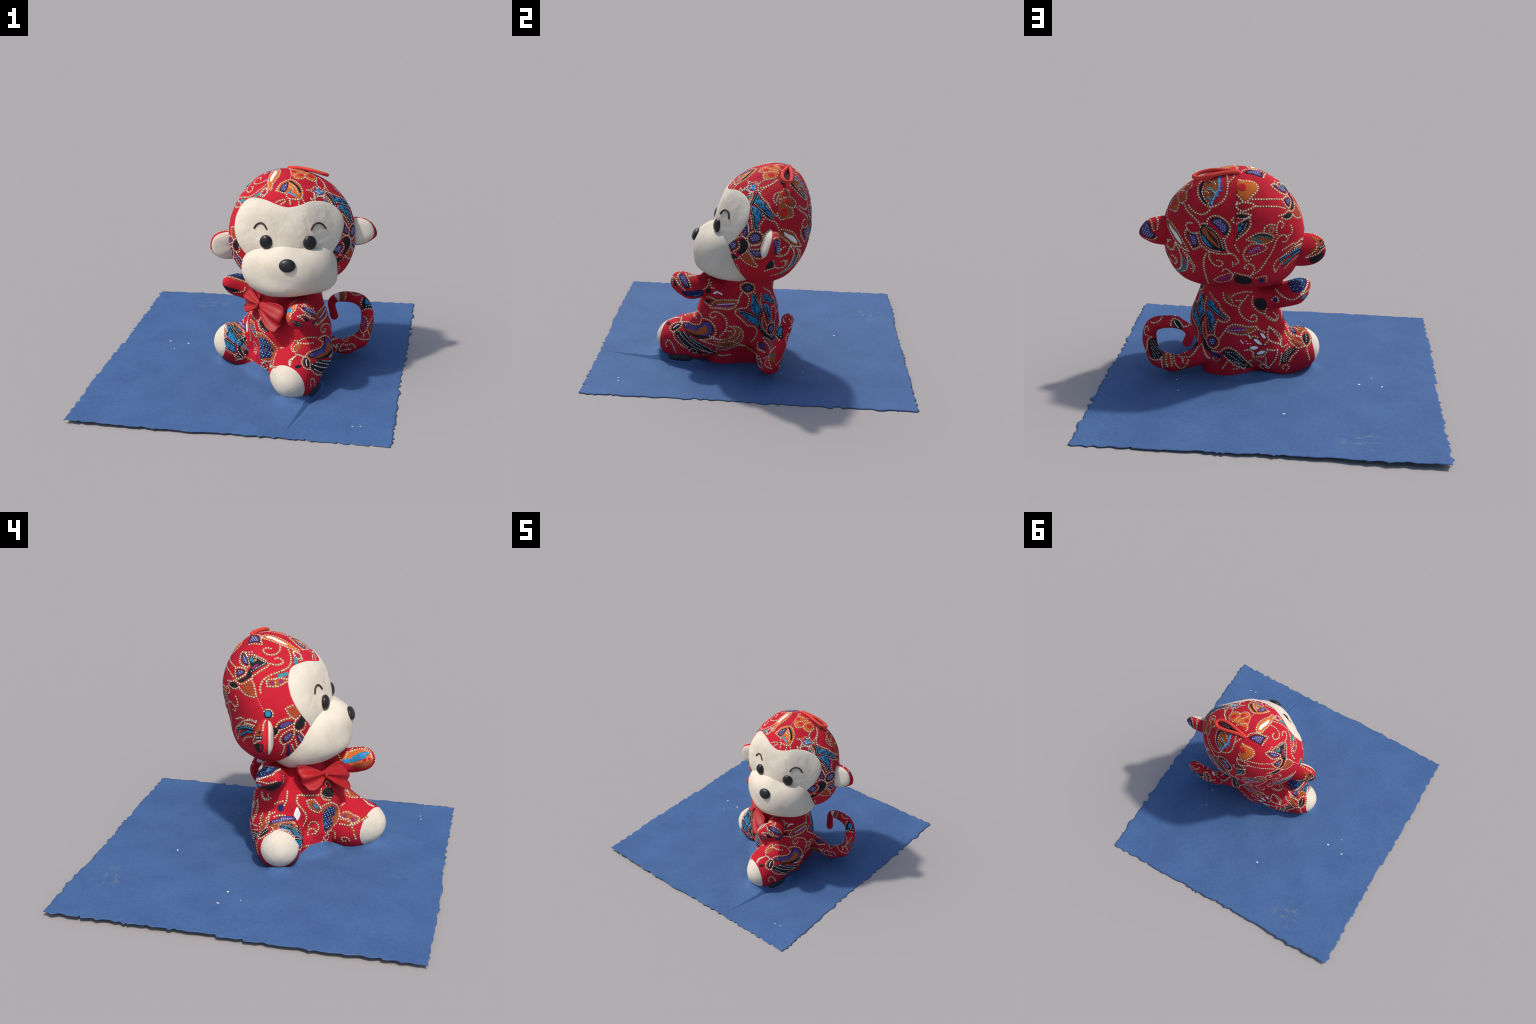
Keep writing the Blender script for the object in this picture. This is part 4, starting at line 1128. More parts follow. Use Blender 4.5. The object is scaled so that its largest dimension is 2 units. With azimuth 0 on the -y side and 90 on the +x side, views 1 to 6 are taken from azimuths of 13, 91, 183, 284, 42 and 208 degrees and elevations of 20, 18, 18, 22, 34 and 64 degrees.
dots('body', [(0.45, -0.09, 0.526), (0.445, -0.08, 0.547), (0.44, -0.044, 0.557), (0.431, -0.006, 0.54), (0.434, -0, 0.506), (0.446, -0.023, 0.492), (0.457, -0.058, 0.495)], closed=True)
patch('body', [(0.388, 0.056, 0.467), (0.355, 0.083, 0.46), (0.334, 0.097, 0.427), (0.282, 0.121, 0.389), (0.285, 0.124, 0.37), (0.332, 0.103, 0.386), (0.386, 0.068, 0.412), (0.399, 0.053, 0.433)], ink='blue')
streaks('body', [(0.388, 0.056, 0.467), (0.355, 0.083, 0.46), (0.334, 0.097, 0.427), (0.282, 0.121, 0.389), (0.285, 0.124, 0.37), (0.332, 0.103, 0.386), (0.386, 0.068, 0.412), (0.399, 0.053, 0.433)], n=20)
patch('body', [(0.402, 0.056, 0.407), (0.373, 0.079, 0.398), (0.351, 0.097, 0.367), (0.353, 0.106, 0.322), (0.363, 0.104, 0.277), (0.377, 0.09, 0.322), (0.388, 0.074, 0.371)], ink='blue')
streaks('body', [(0.402, 0.056, 0.407), (0.373, 0.079, 0.398), (0.351, 0.097, 0.367), (0.353, 0.106, 0.322), (0.363, 0.104, 0.277), (0.377, 0.09, 0.322), (0.388, 0.074, 0.371)], n=20)
beaded('body', [(0.397, 0.057, 0.427), (0.345, 0.094, 0.402), (0.286, 0.122, 0.377)], w=0.0095, r=0.0028, gap=0.0085)
beaded('body', [(0.403, 0.059, 0.388), (0.386, 0.083, 0.335), (0.375, 0.097, 0.281)], w=0.0095, r=0.0028, gap=0.0085)
beaded('body', [(0.426, 0.015, 0.489), (0.43, 0.02, 0.439), (0.426, 0.036, 0.397)], w=0.0095, r=0.0028, gap=0.0085)
dots('body', [(0.386, 0.055, 0.51), (0.356, 0.081, 0.482), (0.331, 0.095, 0.466), (0.315, 0.104, 0.435), (0.283, 0.118, 0.403), (0.259, 0.126, 0.385), (0.27, 0.128, 0.365), (0.296, 0.123, 0.357), (0.327, 0.11, 0.364)])
dots('body', [(0.327, 0.11, 0.364), (0.347, 0.11, 0.317), (0.345, 0.115, 0.275)])
dots('body', [(0.404, 0.041, 0.476), (0.414, 0.041, 0.428), (0.414, 0.049, 0.391)])
dots('body', [(0.408, 0.062, 0.353), (0.406, 0.07, 0.304), (0.394, 0.085, 0.259)], r=0.0046)
dots('body', [(0.396, 0.084, 0.226), (0.383, 0.093, 0.257), (0.351, 0.112, 0.267), (0.323, 0.129, 0.252), (0.316, 0.136, 0.226), (0.332, 0.13, 0.197), (0.365, 0.111, 0.186), (0.388, 0.094, 0.198)], closed=True)
heart('body', [(0.387, 0.092, 0.228), (0.371, 0.102, 0.254), (0.343, 0.118, 0.256), (0.328, 0.128, 0.238), (0.341, 0.125, 0.207), (0.373, 0.104, 0.198)], rim='black', ink='purple')

# body, left flank: magenta leaf, scroll, paisley, feathers
patch('body', [(0.453, -0.269, 0.384), (0.436, -0.249, 0.419), (0.446, -0.205, 0.436), (0.467, -0.151, 0.445), (0.475, -0.101, 0.448), (0.481, -0.102, 0.43), (0.49, -0.122, 0.406), (0.493, -0.156, 0.394), (0.48, -0.21, 0.393)], ink='orange', h=0.0012)
dots('body', [(0.453, -0.269, 0.384), (0.436, -0.249, 0.419), (0.446, -0.205, 0.436), (0.467, -0.151, 0.445), (0.475, -0.101, 0.448), (0.481, -0.102, 0.43), (0.49, -0.122, 0.406), (0.493, -0.156, 0.394), (0.48, -0.21, 0.393)], closed=True)
patch('body', [(0.458, -0.251, 0.394), (0.457, -0.221, 0.416), (0.473, -0.168, 0.427), (0.48, -0.111, 0.434), (0.488, -0.136, 0.411), (0.485, -0.179, 0.403), (0.471, -0.219, 0.401)], ink='magenta', h=0.0024)
band('body', [(0.46, -0.225, 0.41), (0.475, -0.176, 0.42), (0.482, -0.115, 0.429)], w=0.003, ink='dot', h=0.0035)
dots('body', [(0.496, -0.233, 0.344), (0.495, -0.25, 0.329), (0.477, -0.27, 0.344), (0.477, -0.253, 0.364), (0.489, -0.222, 0.37), (0.507, -0.185, 0.356), (0.519, -0.161, 0.325), (0.524, -0.16, 0.284), (0.522, -0.176, 0.25), (0.529, -0.201, 0.223)])
dots('body', [(0.523, -0.163, 0.26), (0.522, -0.133, 0.262)])
patch('body', [(0.421, -0.448, 0.25), (0.44, -0.408, 0.266), (0.489, -0.355, 0.273), (0.507, -0.31, 0.292), (0.496, -0.298, 0.31), (0.504, -0.273, 0.308), (0.518, -0.25, 0.291), (0.531, -0.239, 0.264), (0.544, -0.252, 0.233), (0.543, -0.287, 0.212), (0.528, -0.332, 0.199), (0.504, -0.378, 0.21), (0.472, -0.417, 0.223)], ink='black', h=0.0014)
patch('body', [(0.428, -0.438, 0.251), (0.446, -0.408, 0.262), (0.492, -0.354, 0.27), (0.512, -0.307, 0.287), (0.502, -0.293, 0.306), (0.511, -0.266, 0.301), (0.527, -0.248, 0.276), (0.539, -0.249, 0.248), (0.544, -0.278, 0.227), (0.534, -0.314, 0.228), (0.503, -0.37, 0.231), (0.465, -0.414, 0.237)], ink='purple', h=0.0024)
patch('body', [(0.442, -0.443, 0.235), (0.47, -0.409, 0.236), (0.508, -0.361, 0.233), (0.53, -0.311, 0.246), (0.517, -0.3, 0.283), (0.523, -0.282, 0.282), (0.534, -0.274, 0.263), (0.541, -0.279, 0.24), (0.525, -0.333, 0.226), (0.499, -0.379, 0.224)], ink='orange', h=0.0032)
dots('body', [(0.406, -0.448, 0.259), (0.431, -0.41, 0.27), (0.487, -0.355, 0.275), (0.494, -0.324, 0.296), (0.469, -0.323, 0.314), (0.49, -0.286, 0.32), (0.508, -0.253, 0.306), (0.525, -0.229, 0.276), (0.534, -0.226, 0.247), (0.544, -0.248, 0.22), (0.544, -0.278, 0.205), (0.532, -0.322, 0.199)])
dots('body', [(0.441, -0.358, 0.304), (0.393, -0.377, 0.305), (0.343, -0.371, 0.31), (0.406, -0.343, 0.331), (0.454, -0.322, 0.323)])
patch('body', [(0.424, -0.514, 0.214), (0.404, -0.501, 0.235), (0.407, -0.459, 0.253), (0.428, -0.462, 0.236), (0.436, -0.488, 0.213)], ink='black', h=0.0022)
band('body', [(0.423, -0.503, 0.219), (0.415, -0.482, 0.236), (0.415, -0.466, 0.244)], w=0.004, ink='dot', h=0.0034)
dots('body', [(0.42, -0.525, 0.212), (0.398, -0.515, 0.233), (0.393, -0.485, 0.249), (0.408, -0.45, 0.257), (0.433, -0.457, 0.234), (0.44, -0.483, 0.211), (0.44, -0.505, 0.2)], closed=True)
patch('body', [(0.442, -0.491, 0.204), (0.46, -0.436, 0.219), (0.492, -0.397, 0.211), (0.521, -0.35, 0.192), (0.535, -0.295, 0.168), (0.505, -0.235, 0.121), (0.458, -0.22, 0.072), (0.485, -0.298, 0.082), (0.492, -0.368, 0.096), (0.491, -0.413, 0.126), (0.474, -0.46, 0.159)], ink='black', h=0.0014)
dots('body', [(0.462, -0.471, 0.184), (0.485, -0.432, 0.149), (0.495, -0.4, 0.129)], bg=None, r=0.0036, gap=0.0115, h=0.003)
dots('body', [(0.451, -0.464, 0.209), (0.491, -0.414, 0.171), (0.512, -0.358, 0.141), (0.503, -0.279, 0.105)], bg=None, r=0.0036, gap=0.0115, h=0.003)
dots('body', [(0.468, -0.431, 0.213), (0.51, -0.377, 0.176), (0.522, -0.313, 0.138), (0.463, -0.237, 0.081)], bg=None, r=0.0036, gap=0.0115, h=0.003)
dots('body', [(0.501, -0.387, 0.201), (0.527, -0.331, 0.172), (0.528, -0.269, 0.143), (0.467, -0.22, 0.093)], bg=None, r=0.0036, gap=0.0115, h=0.003)
dots('body', [(0.445, -0.5, 0.195), (0.465, -0.483, 0.161), (0.479, -0.45, 0.136), (0.49, -0.409, 0.116)])
patch('body', [(0.532, -0.322, 0.199), (0.544, -0.269, 0.202), (0.534, -0.213, 0.203), (0.514, -0.149, 0.213), (0.517, -0.111, 0.247), (0.521, -0.116, 0.288), (0.513, -0.082, 0.282), (0.501, -0.057, 0.244), (0.49, -0.064, 0.191), (0.482, -0.105, 0.154), (0.466, -0.167, 0.125), (0.526, -0.225, 0.156), (0.54, -0.277, 0.178)], ink='rust', h=0.0013)
dots('body', [(0.523, -0.142, 0.294), (0.519, -0.107, 0.272), (0.516, -0.106, 0.247), (0.513, -0.132, 0.216), (0.515, -0.175, 0.2), (0.536, -0.217, 0.209), (0.545, -0.252, 0.213)])
dots('body', [(0.521, -0.116, 0.295), (0.512, -0.077, 0.28), (0.501, -0.057, 0.244), (0.491, -0.066, 0.191), (0.484, -0.105, 0.158), (0.465, -0.159, 0.127), (0.518, -0.209, 0.156), (0.54, -0.26, 0.177), (0.535, -0.313, 0.196)])
dots('body', [(0.511, -0.076, 0.256), (0.506, -0.088, 0.215), (0.498, -0.127, 0.182), (0.513, -0.183, 0.179), (0.54, -0.234, 0.195)], r=0.004, gap=0.012, bg=None)
dots('body', [(0.472, -0.202, 0.109), (0.457, -0.15, 0.112), (0.477, -0.097, 0.145), (0.468, -0.053, 0.144)])
dots('body', [(0.451, -0.542, 0.106), (0.449, -0.546, 0.134), (0.454, -0.529, 0.149), (0.465, -0.501, 0.126), (0.463, -0.48, 0.074)])
dots('body', [(0.328, -0.542, 0.237), (0.333, -0.506, 0.254), (0.363, -0.461, 0.269), (0.4, -0.461, 0.255)])
patch('body', [(0.361, -0.556, 0.227), (0.362, -0.538, 0.237), (0.396, -0.522, 0.23), (0.382, -0.548, 0.225)], ink='black')

# left arm
heart('body', [(0.419, -0.474, 0.563), (0.396, -0.463, 0.579), (0.412, -0.435, 0.572), (0.453, -0.41, 0.541), (0.468, -0.401, 0.514), (0.467, -0.423, 0.508), (0.448, -0.452, 0.535)], rim='black', ink='purple')
dots('body', [(0.4, -0.48, 0.574), (0.424, -0.486, 0.55), (0.441, -0.475, 0.528), (0.467, -0.43, 0.497)])
dots('body', [(0.393, -0.435, 0.579), (0.428, -0.418, 0.564), (0.45, -0.405, 0.545), (0.467, -0.394, 0.515)])
dots('body', [(0.393, -0.415, 0.576), (0.415, -0.403, 0.569), (0.364, -0.387, 0.565)])
patch('body', [(0.455, -0.455, 0.484), (0.469, -0.388, 0.493), (0.436, -0.321, 0.494), (0.424, -0.33, 0.447), (0.46, -0.388, 0.454), (0.456, -0.437, 0.462)], ink='navy')
streaks('body', [(0.455, -0.455, 0.484), (0.469, -0.388, 0.493), (0.436, -0.321, 0.494), (0.424, -0.33, 0.447), (0.46, -0.388, 0.454)], ink='blue', n=6)
dots('body', [(0.384, -0.288, 0.547), (0.409, -0.29, 0.523), (0.422, -0.301, 0.504), (0.436, -0.321, 0.494)])
dots('body', [(0.399, -0.277, 0.529), (0.41, -0.274, 0.506), (0.41, -0.254, 0.497)])
spot('body', (0.418, -0.289, 0.48), r=0.018, ink='black')
band('body', [(0.414, -0.257, 0.464), (0.414, -0.235, 0.474), (0.425, -0.199, 0.464)], w=0.006, ink='dot', h=0.002)
band('body', [(0.414, -0.246, 0.46), (0.413, -0.238, 0.481)], w=0.005, ink='dot', h=0.002)
patch('body', [(0.381, -0.313, 0.406), (0.414, -0.277, 0.418), (0.431, -0.282, 0.4)], ink='black')
dots('body', [(0.401, -0.297, 0.436), (0.415, -0.26, 0.433), (0.435, -0.236, 0.428)])
dots('body', [(0.388, -0.315, 0.397), (0.432, -0.284, 0.396), (0.452, -0.269, 0.386)])
patch('body', [(0.31, -0.368, 0.526), (0.342, -0.373, 0.555), (0.366, -0.407, 0.571), (0.356, -0.456, 0.581), (0.346, -0.499, 0.569), (0.338, -0.521, 0.535), (0.323, -0.51, 0.499), (0.315, -0.46, 0.475), (0.317, -0.407, 0.477), (0.308, -0.385, 0.497)], ink='bright', h=0.0013)
patch('body', [(0.309, -0.374, 0.519), (0.318, -0.415, 0.54), (0.319, -0.459, 0.561), (0.316, -0.49, 0.55), (0.306, -0.437, 0.521), (0.308, -0.385, 0.502)], ink='blue', h=0.0024)
streaks('body', [(0.309, -0.374, 0.519), (0.318, -0.415, 0.54), (0.319, -0.459, 0.561), (0.316, -0.49, 0.55), (0.306, -0.437, 0.521)], ink='purple', n=8)
patch('body', [(0.312, -0.399, 0.492), (0.302, -0.456, 0.518), (0.324, -0.512, 0.531), (0.32, -0.506, 0.5), (0.312, -0.46, 0.481), (0.316, -0.411, 0.48)], ink='rust', h=0.0022)
dots('body', [(0.307, -0.363, 0.527), (0.337, -0.371, 0.552), (0.361, -0.4, 0.567), (0.356, -0.442, 0.579), (0.345, -0.481, 0.576), (0.338, -0.509, 0.557), (0.338, -0.521, 0.535)])
dots('body', [(0.394, -0.376, 0.568), (0.419, -0.41, 0.569)])
dots('body', [(0.345, -0.293, 0.557), (0.31, -0.323, 0.545), (0.295, -0.339, 0.525)])
patch('body', [(0.316, -0.496, 0.543), (0.29, -0.345, 0.507), (0.314, -0.351, 0.541), (0.346, -0.366, 0.557), (0.368, -0.465, 0.583), (0.355, -0.506, 0.568), (0.335, -0.513, 0.549)], ink='bright', h=0.0013)
patch('body', [(0.28, -0.331, 0.487), (0.293, -0.341, 0.519), (0.336, -0.467, 0.574), (0.329, -0.496, 0.56)], ink='blue', h=0.0024)
dots('body', [(0.331, -0.512, 0.546), (0.355, -0.503, 0.57), (0.364, -0.465, 0.583), (0.346, -0.366, 0.557)])
dots('body', [(0.38, -0.47, 0.583), (0.409, -0.48, 0.569), (0.428, -0.469, 0.555), (0.447, -0.46, 0.532)])
patch('body', [(0.342, -0.524, 0.526), (0.376, -0.529, 0.523), (0.403, -0.52, 0.511), (0.396, -0.511, 0.478), (0.363, -0.527, 0.497)], ink='black')
stipple('body', [(0.342, -0.524, 0.526), (0.376, -0.529, 0.523), (0.403, -0.52, 0.511), (0.396, -0.511, 0.478), (0.363, -0.527, 0.497)])
dots('body', [(0.382, -0.521, 0.549), (0.401, -0.51, 0.553), (0.417, -0.497, 0.549), (0.432, -0.482, 0.538), (0.444, -0.473, 0.521)])
patch('body', [(0.413, -0.51, 0.536), (0.431, -0.492, 0.527), (0.445, -0.474, 0.505), (0.423, -0.504, 0.514)], ink='black')
dots('body', [(0.382, -0.521, 0.549), (0.402, -0.518, 0.538), (0.416, -0.511, 0.522)])

# body, back: magenta leaf, scrolls, white petals, black leaf
patch('body', [(0.278, 0.137, 0.309), (0.268, 0.135, 0.332), (0.235, 0.137, 0.351), (0.191, 0.14, 0.351), (0.154, 0.138, 0.344), (0.1, 0.126, 0.344), (0.113, 0.136, 0.324), (0.145, 0.146, 0.306), (0.192, 0.152, 0.297), (0.233, 0.148, 0.301)], ink='orange', h=0.0012)
dots('body', [(0.278, 0.137, 0.309), (0.268, 0.135, 0.332), (0.235, 0.137, 0.351), (0.191, 0.14, 0.351), (0.154, 0.138, 0.344), (0.1, 0.126, 0.344), (0.113, 0.136, 0.324), (0.145, 0.146, 0.306), (0.192, 0.152, 0.297), (0.233, 0.148, 0.301)], closed=True)
patch('body', [(0.267, 0.139, 0.314), (0.246, 0.139, 0.336), (0.205, 0.143, 0.341), (0.152, 0.142, 0.331), (0.189, 0.149, 0.314), (0.233, 0.147, 0.311)], ink='magenta', h=0.0022)
dots('body', [(0.264, 0.139, 0.317), (0.211, 0.147, 0.321), (0.157, 0.144, 0.326)], bg=None, r=0.0028, gap=0.01, h=0.0035)
dots('body', [(0.286, 0.135, 0.307), (0.3, 0.135, 0.279), (0.316, 0.132, 0.254)])
dots('body', [(0.138, 0.114, 0.394), (0.123, 0.101, 0.407), (0.106, 0.103, 0.394), (0.106, 0.114, 0.374), (0.131, 0.124, 0.371), (0.164, 0.125, 0.383), (0.195, 0.12, 0.406), (0.209, 0.113, 0.438), (0.201, 0.107, 0.468), (0.184, 0.1, 0.489), (0.161, 0.091, 0.521)])
dots('body', [(0.227, 0.112, 0.491), (0.198, 0.106, 0.49)])
dots('body', [(0.302, 0.104, 0.53), (0.298, 0.106, 0.5), (0.278, 0.11, 0.475), (0.256, 0.112, 0.462), (0.226, 0.112, 0.456)])
dots('body', [(0.249, 0.112, 0.478), (0.253, 0.113, 0.509), (0.221, 0.114, 0.535), (0.171, 0.1, 0.543), (0.141, 0.075, 0.533)])
patch('body', [(0.289, 0.108, 0.526), (0.254, 0.114, 0.527), (0.255, 0.112, 0.485), (0.275, 0.111, 0.491)], ink='rust')
dots('body', [(0.135, 0.069, 0.505), (0.138, 0.076, 0.472), (0.122, 0.08, 0.439), (0.096, 0.081, 0.417), (0.066, 0.074, 0.405)])
dots('body', [(0.054, 0.054, 0.429), (0.059, 0.068, 0.407), (0.039, 0.073, 0.378), (-0, 0.048, 0.355), (-0.006, 0.022, 0.373), (0.014, 0.028, 0.398)])
patch('body', [(0.125, 0.07, 0.486), (0.082, 0.062, 0.497), (0.055, 0.065, 0.477), (0.058, 0.057, 0.434), (0.089, 0.074, 0.423), (0.12, 0.075, 0.453)], ink='black')
dots('body', [(0.033, 0.092, 0.335), (-0.002, 0.089, 0.3), (-0.03, 0.096, 0.265), (-0.036, 0.102, 0.24), (-0.006, 0.116, 0.247), (0.028, 0.121, 0.264), (0.037, 0.111, 0.295)], closed=True)
dots('body', [(0.036, 0.137, 0.214), (0.002, 0.131, 0.202), (-0.023, 0.119, 0.205)])
dots('body', [(-0.023, 0.12, 0.198), (-0.017, 0.121, 0.154), (0.007, 0.115, 0.109), (0.03, 0.097, 0.073)])
dots('body', [(0.041, 0.135, 0.156), (0.041, 0.12, 0.113), (0.03, 0.097, 0.073)])
heart('body', [(0.086, 0.13, 0.313), (0.059, 0.12, 0.299), (0.041, 0.123, 0.267), (0.066, 0.128, 0.275)], rim='black', ink='white', sp=False)
heart('body', [(0.122, 0.146, 0.281), (0.089, 0.136, 0.268), (0.057, 0.136, 0.234), (0.084, 0.138, 0.236), (0.112, 0.145, 0.259)], rim='black', ink='white', sp=False)
heart('body', [(0.145, 0.154, 0.221), (0.113, 0.147, 0.234), (0.078, 0.139, 0.221), (0.112, 0.145, 0.202)], rim='black', ink='white', sp=False)
heart('body', [(0.104, 0.14, 0.176), (0.079, 0.141, 0.202), (0.037, 0.139, 0.205), (0.064, 0.139, 0.176)], rim='black', ink='white', sp=False)
dots('body', [(0.092, 0.129, 0.328), (0.074, 0.124, 0.317), (0.055, 0.116, 0.307)])
dots('body', [(0.136, 0.149, 0.28), (0.115, 0.143, 0.291), (0.093, 0.136, 0.281)])
dots('body', [(0.163, 0.158, 0.204), (0.138, 0.152, 0.207), (0.115, 0.144, 0.189)])
dots('body', [(0.115, 0.143, 0.179), (0.115, 0.137, 0.156), (0.086, 0.136, 0.16), (0.056, 0.137, 0.166), (0.034, 0.138, 0.205)])
dots('body', [(0.048, 0.134, 0.24), (0.031, 0.123, 0.26), (0.012, 0.122, 0.253), (-0.006, 0.117, 0.246), (-0.036, 0.105, 0.232)])
dots('body', [(0.144, 0.148, 0.295), (0.133, 0.148, 0.28)])
dots('body', [(0.19, 0.157, 0.262), (0.175, 0.158, 0.249)], bg=None)
dots('body', [(0.157, 0.155, 0.259), (0.148, 0.155, 0.246), (0.133, 0.151, 0.245)], bg=None)
patch('body', [(0.297, 0.145, 0.179), (0.259, 0.156, 0.204), (0.221, 0.163, 0.2), (0.176, 0.154, 0.155), (0.129, 0.098, 0.074), (0.17, 0.122, 0.079), (0.221, 0.143, 0.117), (0.266, 0.147, 0.148)], ink='black', h=0.0014)
dots('body', [(0.305, 0.142, 0.181), (0.274, 0.151, 0.211), (0.236, 0.16, 0.21), (0.199, 0.162, 0.186), (0.162, 0.147, 0.141), (0.122, 0.097, 0.083)])
dots('body', [(0.281, 0.145, 0.156), (0.24, 0.141, 0.117), (0.199, 0.128, 0.079)])
dots('body', [(0.258, 0.154, 0.174), (0.213, 0.155, 0.145), (0.167, 0.124, 0.094)], bg=None, r=0.0034, gap=0.012, h=0.003)
dots('body', [(0.274, 0.152, 0.185), (0.221, 0.162, 0.184), (0.176, 0.148, 0.137)], bg=None, r=0.0034, gap=0.012, h=0.003)
patch('body', [(0.36, 0.114, 0.161), (0.32, 0.133, 0.16), (0.285, 0.142, 0.146), (0.32, 0.126, 0.134), (0.363, 0.114, 0.138)], ink='navy')
dots('body', [(0.36, 0.114, 0.17), (0.32, 0.135, 0.173)], r=0.0046)
dots('body', [(0.414, 0.089, 0.182), (0.401, 0.114, 0.154), (0.378, 0.116, 0.124)])

# right leg: rust fan, black button and feather
patch('body', [(-0.058, 0.036, 0.294), (-0.085, 0.022, 0.266), (-0.131, 0.021, 0.236), (-0.159, 0.032, 0.218), (-0.156, 0.044, 0.201), (-0.122, 0.042, 0.211), (-0.087, 0.046, 0.244), (-0.06, 0.055, 0.278)], ink='rust', h=0.0013)
dots('body', [(-0.059, 0.001, 0.308), (-0.083, -0.001, 0.276), (-0.118, -0.003, 0.253), (-0.146, 0.009, 0.244)])
dots('body', [(-0.055, 0.043, 0.293), (-0.071, 0.051, 0.265), (-0.096, 0.035, 0.239)])
dots('body', [(-0.085, 0.022, 0.266), (-0.146, 0.023, 0.232)], bg=None, r=0.003, gap=0.011, ink='orange')
dots('body', [(-0.101, 0.029, 0.237), (-0.155, 0.032, 0.22)], bg=None, r=0.003, gap=0.011)
patch('body', [(-0.162, 0.006, 0.244), (-0.173, -0.029, 0.26), (-0.194, -0.023, 0.248), (-0.201, 0.007, 0.223), (-0.189, 0.025, 0.211), (-0.172, 0.024, 0.222)], ink='black', h=0.002)
dots('body', [(-0.152, 0.004, 0.247), (-0.164, -0.04, 0.266), (-0.191, -0.048, 0.258), (-0.209, -0.012, 0.232), (-0.2, 0.021, 0.206), (-0.178, 0.034, 0.206)], closed=True)
dots('body', [(-0.179, -0.02, 0.255), (-0.184, 0.018, 0.222)], bg=None, r=0.0034, gap=0.011, h=0.003)
dots('body', [(-0.084, 0.054, 0.239), (-0.111, 0.045, 0.208), (-0.142, 0.05, 0.193), (-0.173, 0.038, 0.202)])
dots('body', [(-0.039, 0.104, 0.229), (-0.05, 0.099, 0.215), (-0.078, 0.07, 0.221)])
patch('body', [(-0.056, 0.1, 0.172), (-0.087, 0.068, 0.192), (-0.123, 0.051, 0.195), (-0.122, 0.057, 0.178), (-0.093, 0.073, 0.146), (-0.073, 0.083, 0.109), (-0.047, 0.098, 0.114)], ink='black')
stipple('body', [(-0.056, 0.1, 0.172), (-0.087, 0.068, 0.192), (-0.123, 0.051, 0.195), (-0.122, 0.057, 0.178), (-0.093, 0.073, 0.146), (-0.073, 0.083, 0.109), (-0.047, 0.098, 0.114)], gap=0.012)
dots('body', [(-0.049, 0.105, 0.178), (-0.043, 0.105, 0.137), (-0.037, 0.099, 0.101)])
dots('body', [(-0.141, 0.055, 0.179), (-0.111, 0.066, 0.148), (-0.091, 0.075, 0.117)])
dots('body', [(-0.069, 0.086, 0.191), (-0.09, 0.062, 0.204)])
dots('body', [(-0.19, 0.033, 0.197), (-0.196, 0.041, 0.164), (-0.209, 0.028, 0.114)])
heart('body', [(-0.073, -0.055, 0.288), (-0.054, -0.095, 0.293), (-0.036, -0.128, 0.285), (-0.024, -0.15, 0.266), (-0.051, -0.124, 0.264), (-0.084, -0.065, 0.274)], rim='navy', ink='purple')
dots('body', [(-0.076, -0.03, 0.289), (-0.067, -0.053, 0.297), (-0.057, -0.088, 0.294)])
dots('body', [(-0.095, -0.06, 0.27), (-0.084, -0.094, 0.265), (-0.046, -0.134, 0.256)])
patch('body', [(-0.179, -0.069, 0.265), (-0.132, -0.017, 0.26), (-0.086, -0.084, 0.268), (-0.036, -0.144, 0.254), (-0.043, -0.154, 0.227), (-0.077, -0.167, 0.208), (-0.117, -0.149, 0.241), (-0.154, -0.094, 0.269)], ink='orange', h=0.0012)
patch('body', [(-0.167, -0.068, 0.269), (-0.142, -0.116, 0.264), (-0.115, -0.152, 0.238), (-0.085, -0.178, 0.194), (-0.119, -0.179, 0.206), (-0.15, -0.168, 0.222), (-0.162, -0.154, 0.237), (-0.153, -0.139, 0.25)], ink='blue')
streaks('body', [(-0.167, -0.068, 0.269), (-0.142, -0.116, 0.264), (-0.115, -0.152, 0.238), (-0.085, -0.178, 0.194), (-0.119, -0.179, 0.206), (-0.15, -0.168, 0.222), (-0.162, -0.154, 0.237), (-0.153, -0.139, 0.25)], n=20)
beaded('body', [(-0.153, -0.078, 0.271), (-0.116, -0.136, 0.251), (-0.077, -0.167, 0.209)], w=0.011, r=0.0028, gap=0.0085)
patch('body', [(-0.167, -0.176, 0.203), (-0.125, -0.188, 0.188), (-0.096, -0.191, 0.163), (-0.089, -0.193, 0.127), (-0.112, -0.195, 0.135), (-0.15, -0.195, 0.152), (-0.163, -0.186, 0.181)], ink='blue')
streaks('body', [(-0.167, -0.176, 0.203), (-0.125, -0.188, 0.188), (-0.096, -0.191, 0.163), (-0.089, -0.193, 0.127), (-0.112, -0.195, 0.135), (-0.15, -0.195, 0.152), (-0.163, -0.186, 0.181)], n=12, ln=0.022)
beaded('body', [(-0.168, -0.171, 0.213), (-0.133, -0.183, 0.197), (-0.091, -0.187, 0.173)], w=0.011, r=0.0028, gap=0.0085)
dots('body', [(-0.177, -0.079, 0.265), (-0.17, -0.14, 0.246), (-0.167, -0.166, 0.221)], r=0.0048)
dots('body', [(-0.141, -0.071, 0.273), (-0.098, -0.131, 0.249), (-0.073, -0.15, 0.227), (-0.043, -0.151, 0.233)])
dots('body', [(-0.131, -0.046, 0.27), (-0.091, -0.095, 0.265), (-0.042, -0.143, 0.247)])
patch('body', [(-0.111, -0.099, 0.267), (-0.087, -0.107, 0.26), (-0.056, -0.136, 0.244), (-0.078, -0.132, 0.243)], ink='black', h=0.0022)
patch('body', [(-0.1, -0.103, 0.264), (-0.086, -0.111, 0.258), (-0.066, -0.129, 0.246), (-0.078, -0.128, 0.246)], ink='blue', h=0.0028)
heart('body', [(-0.127, -0.016, 0.26), (-0.09, -0.014, 0.269), (-0.037, -0.128, 0.283), (-0.041, -0.134, 0.263), (-0.079, -0.087, 0.27)], rim='navy', ink='purple')
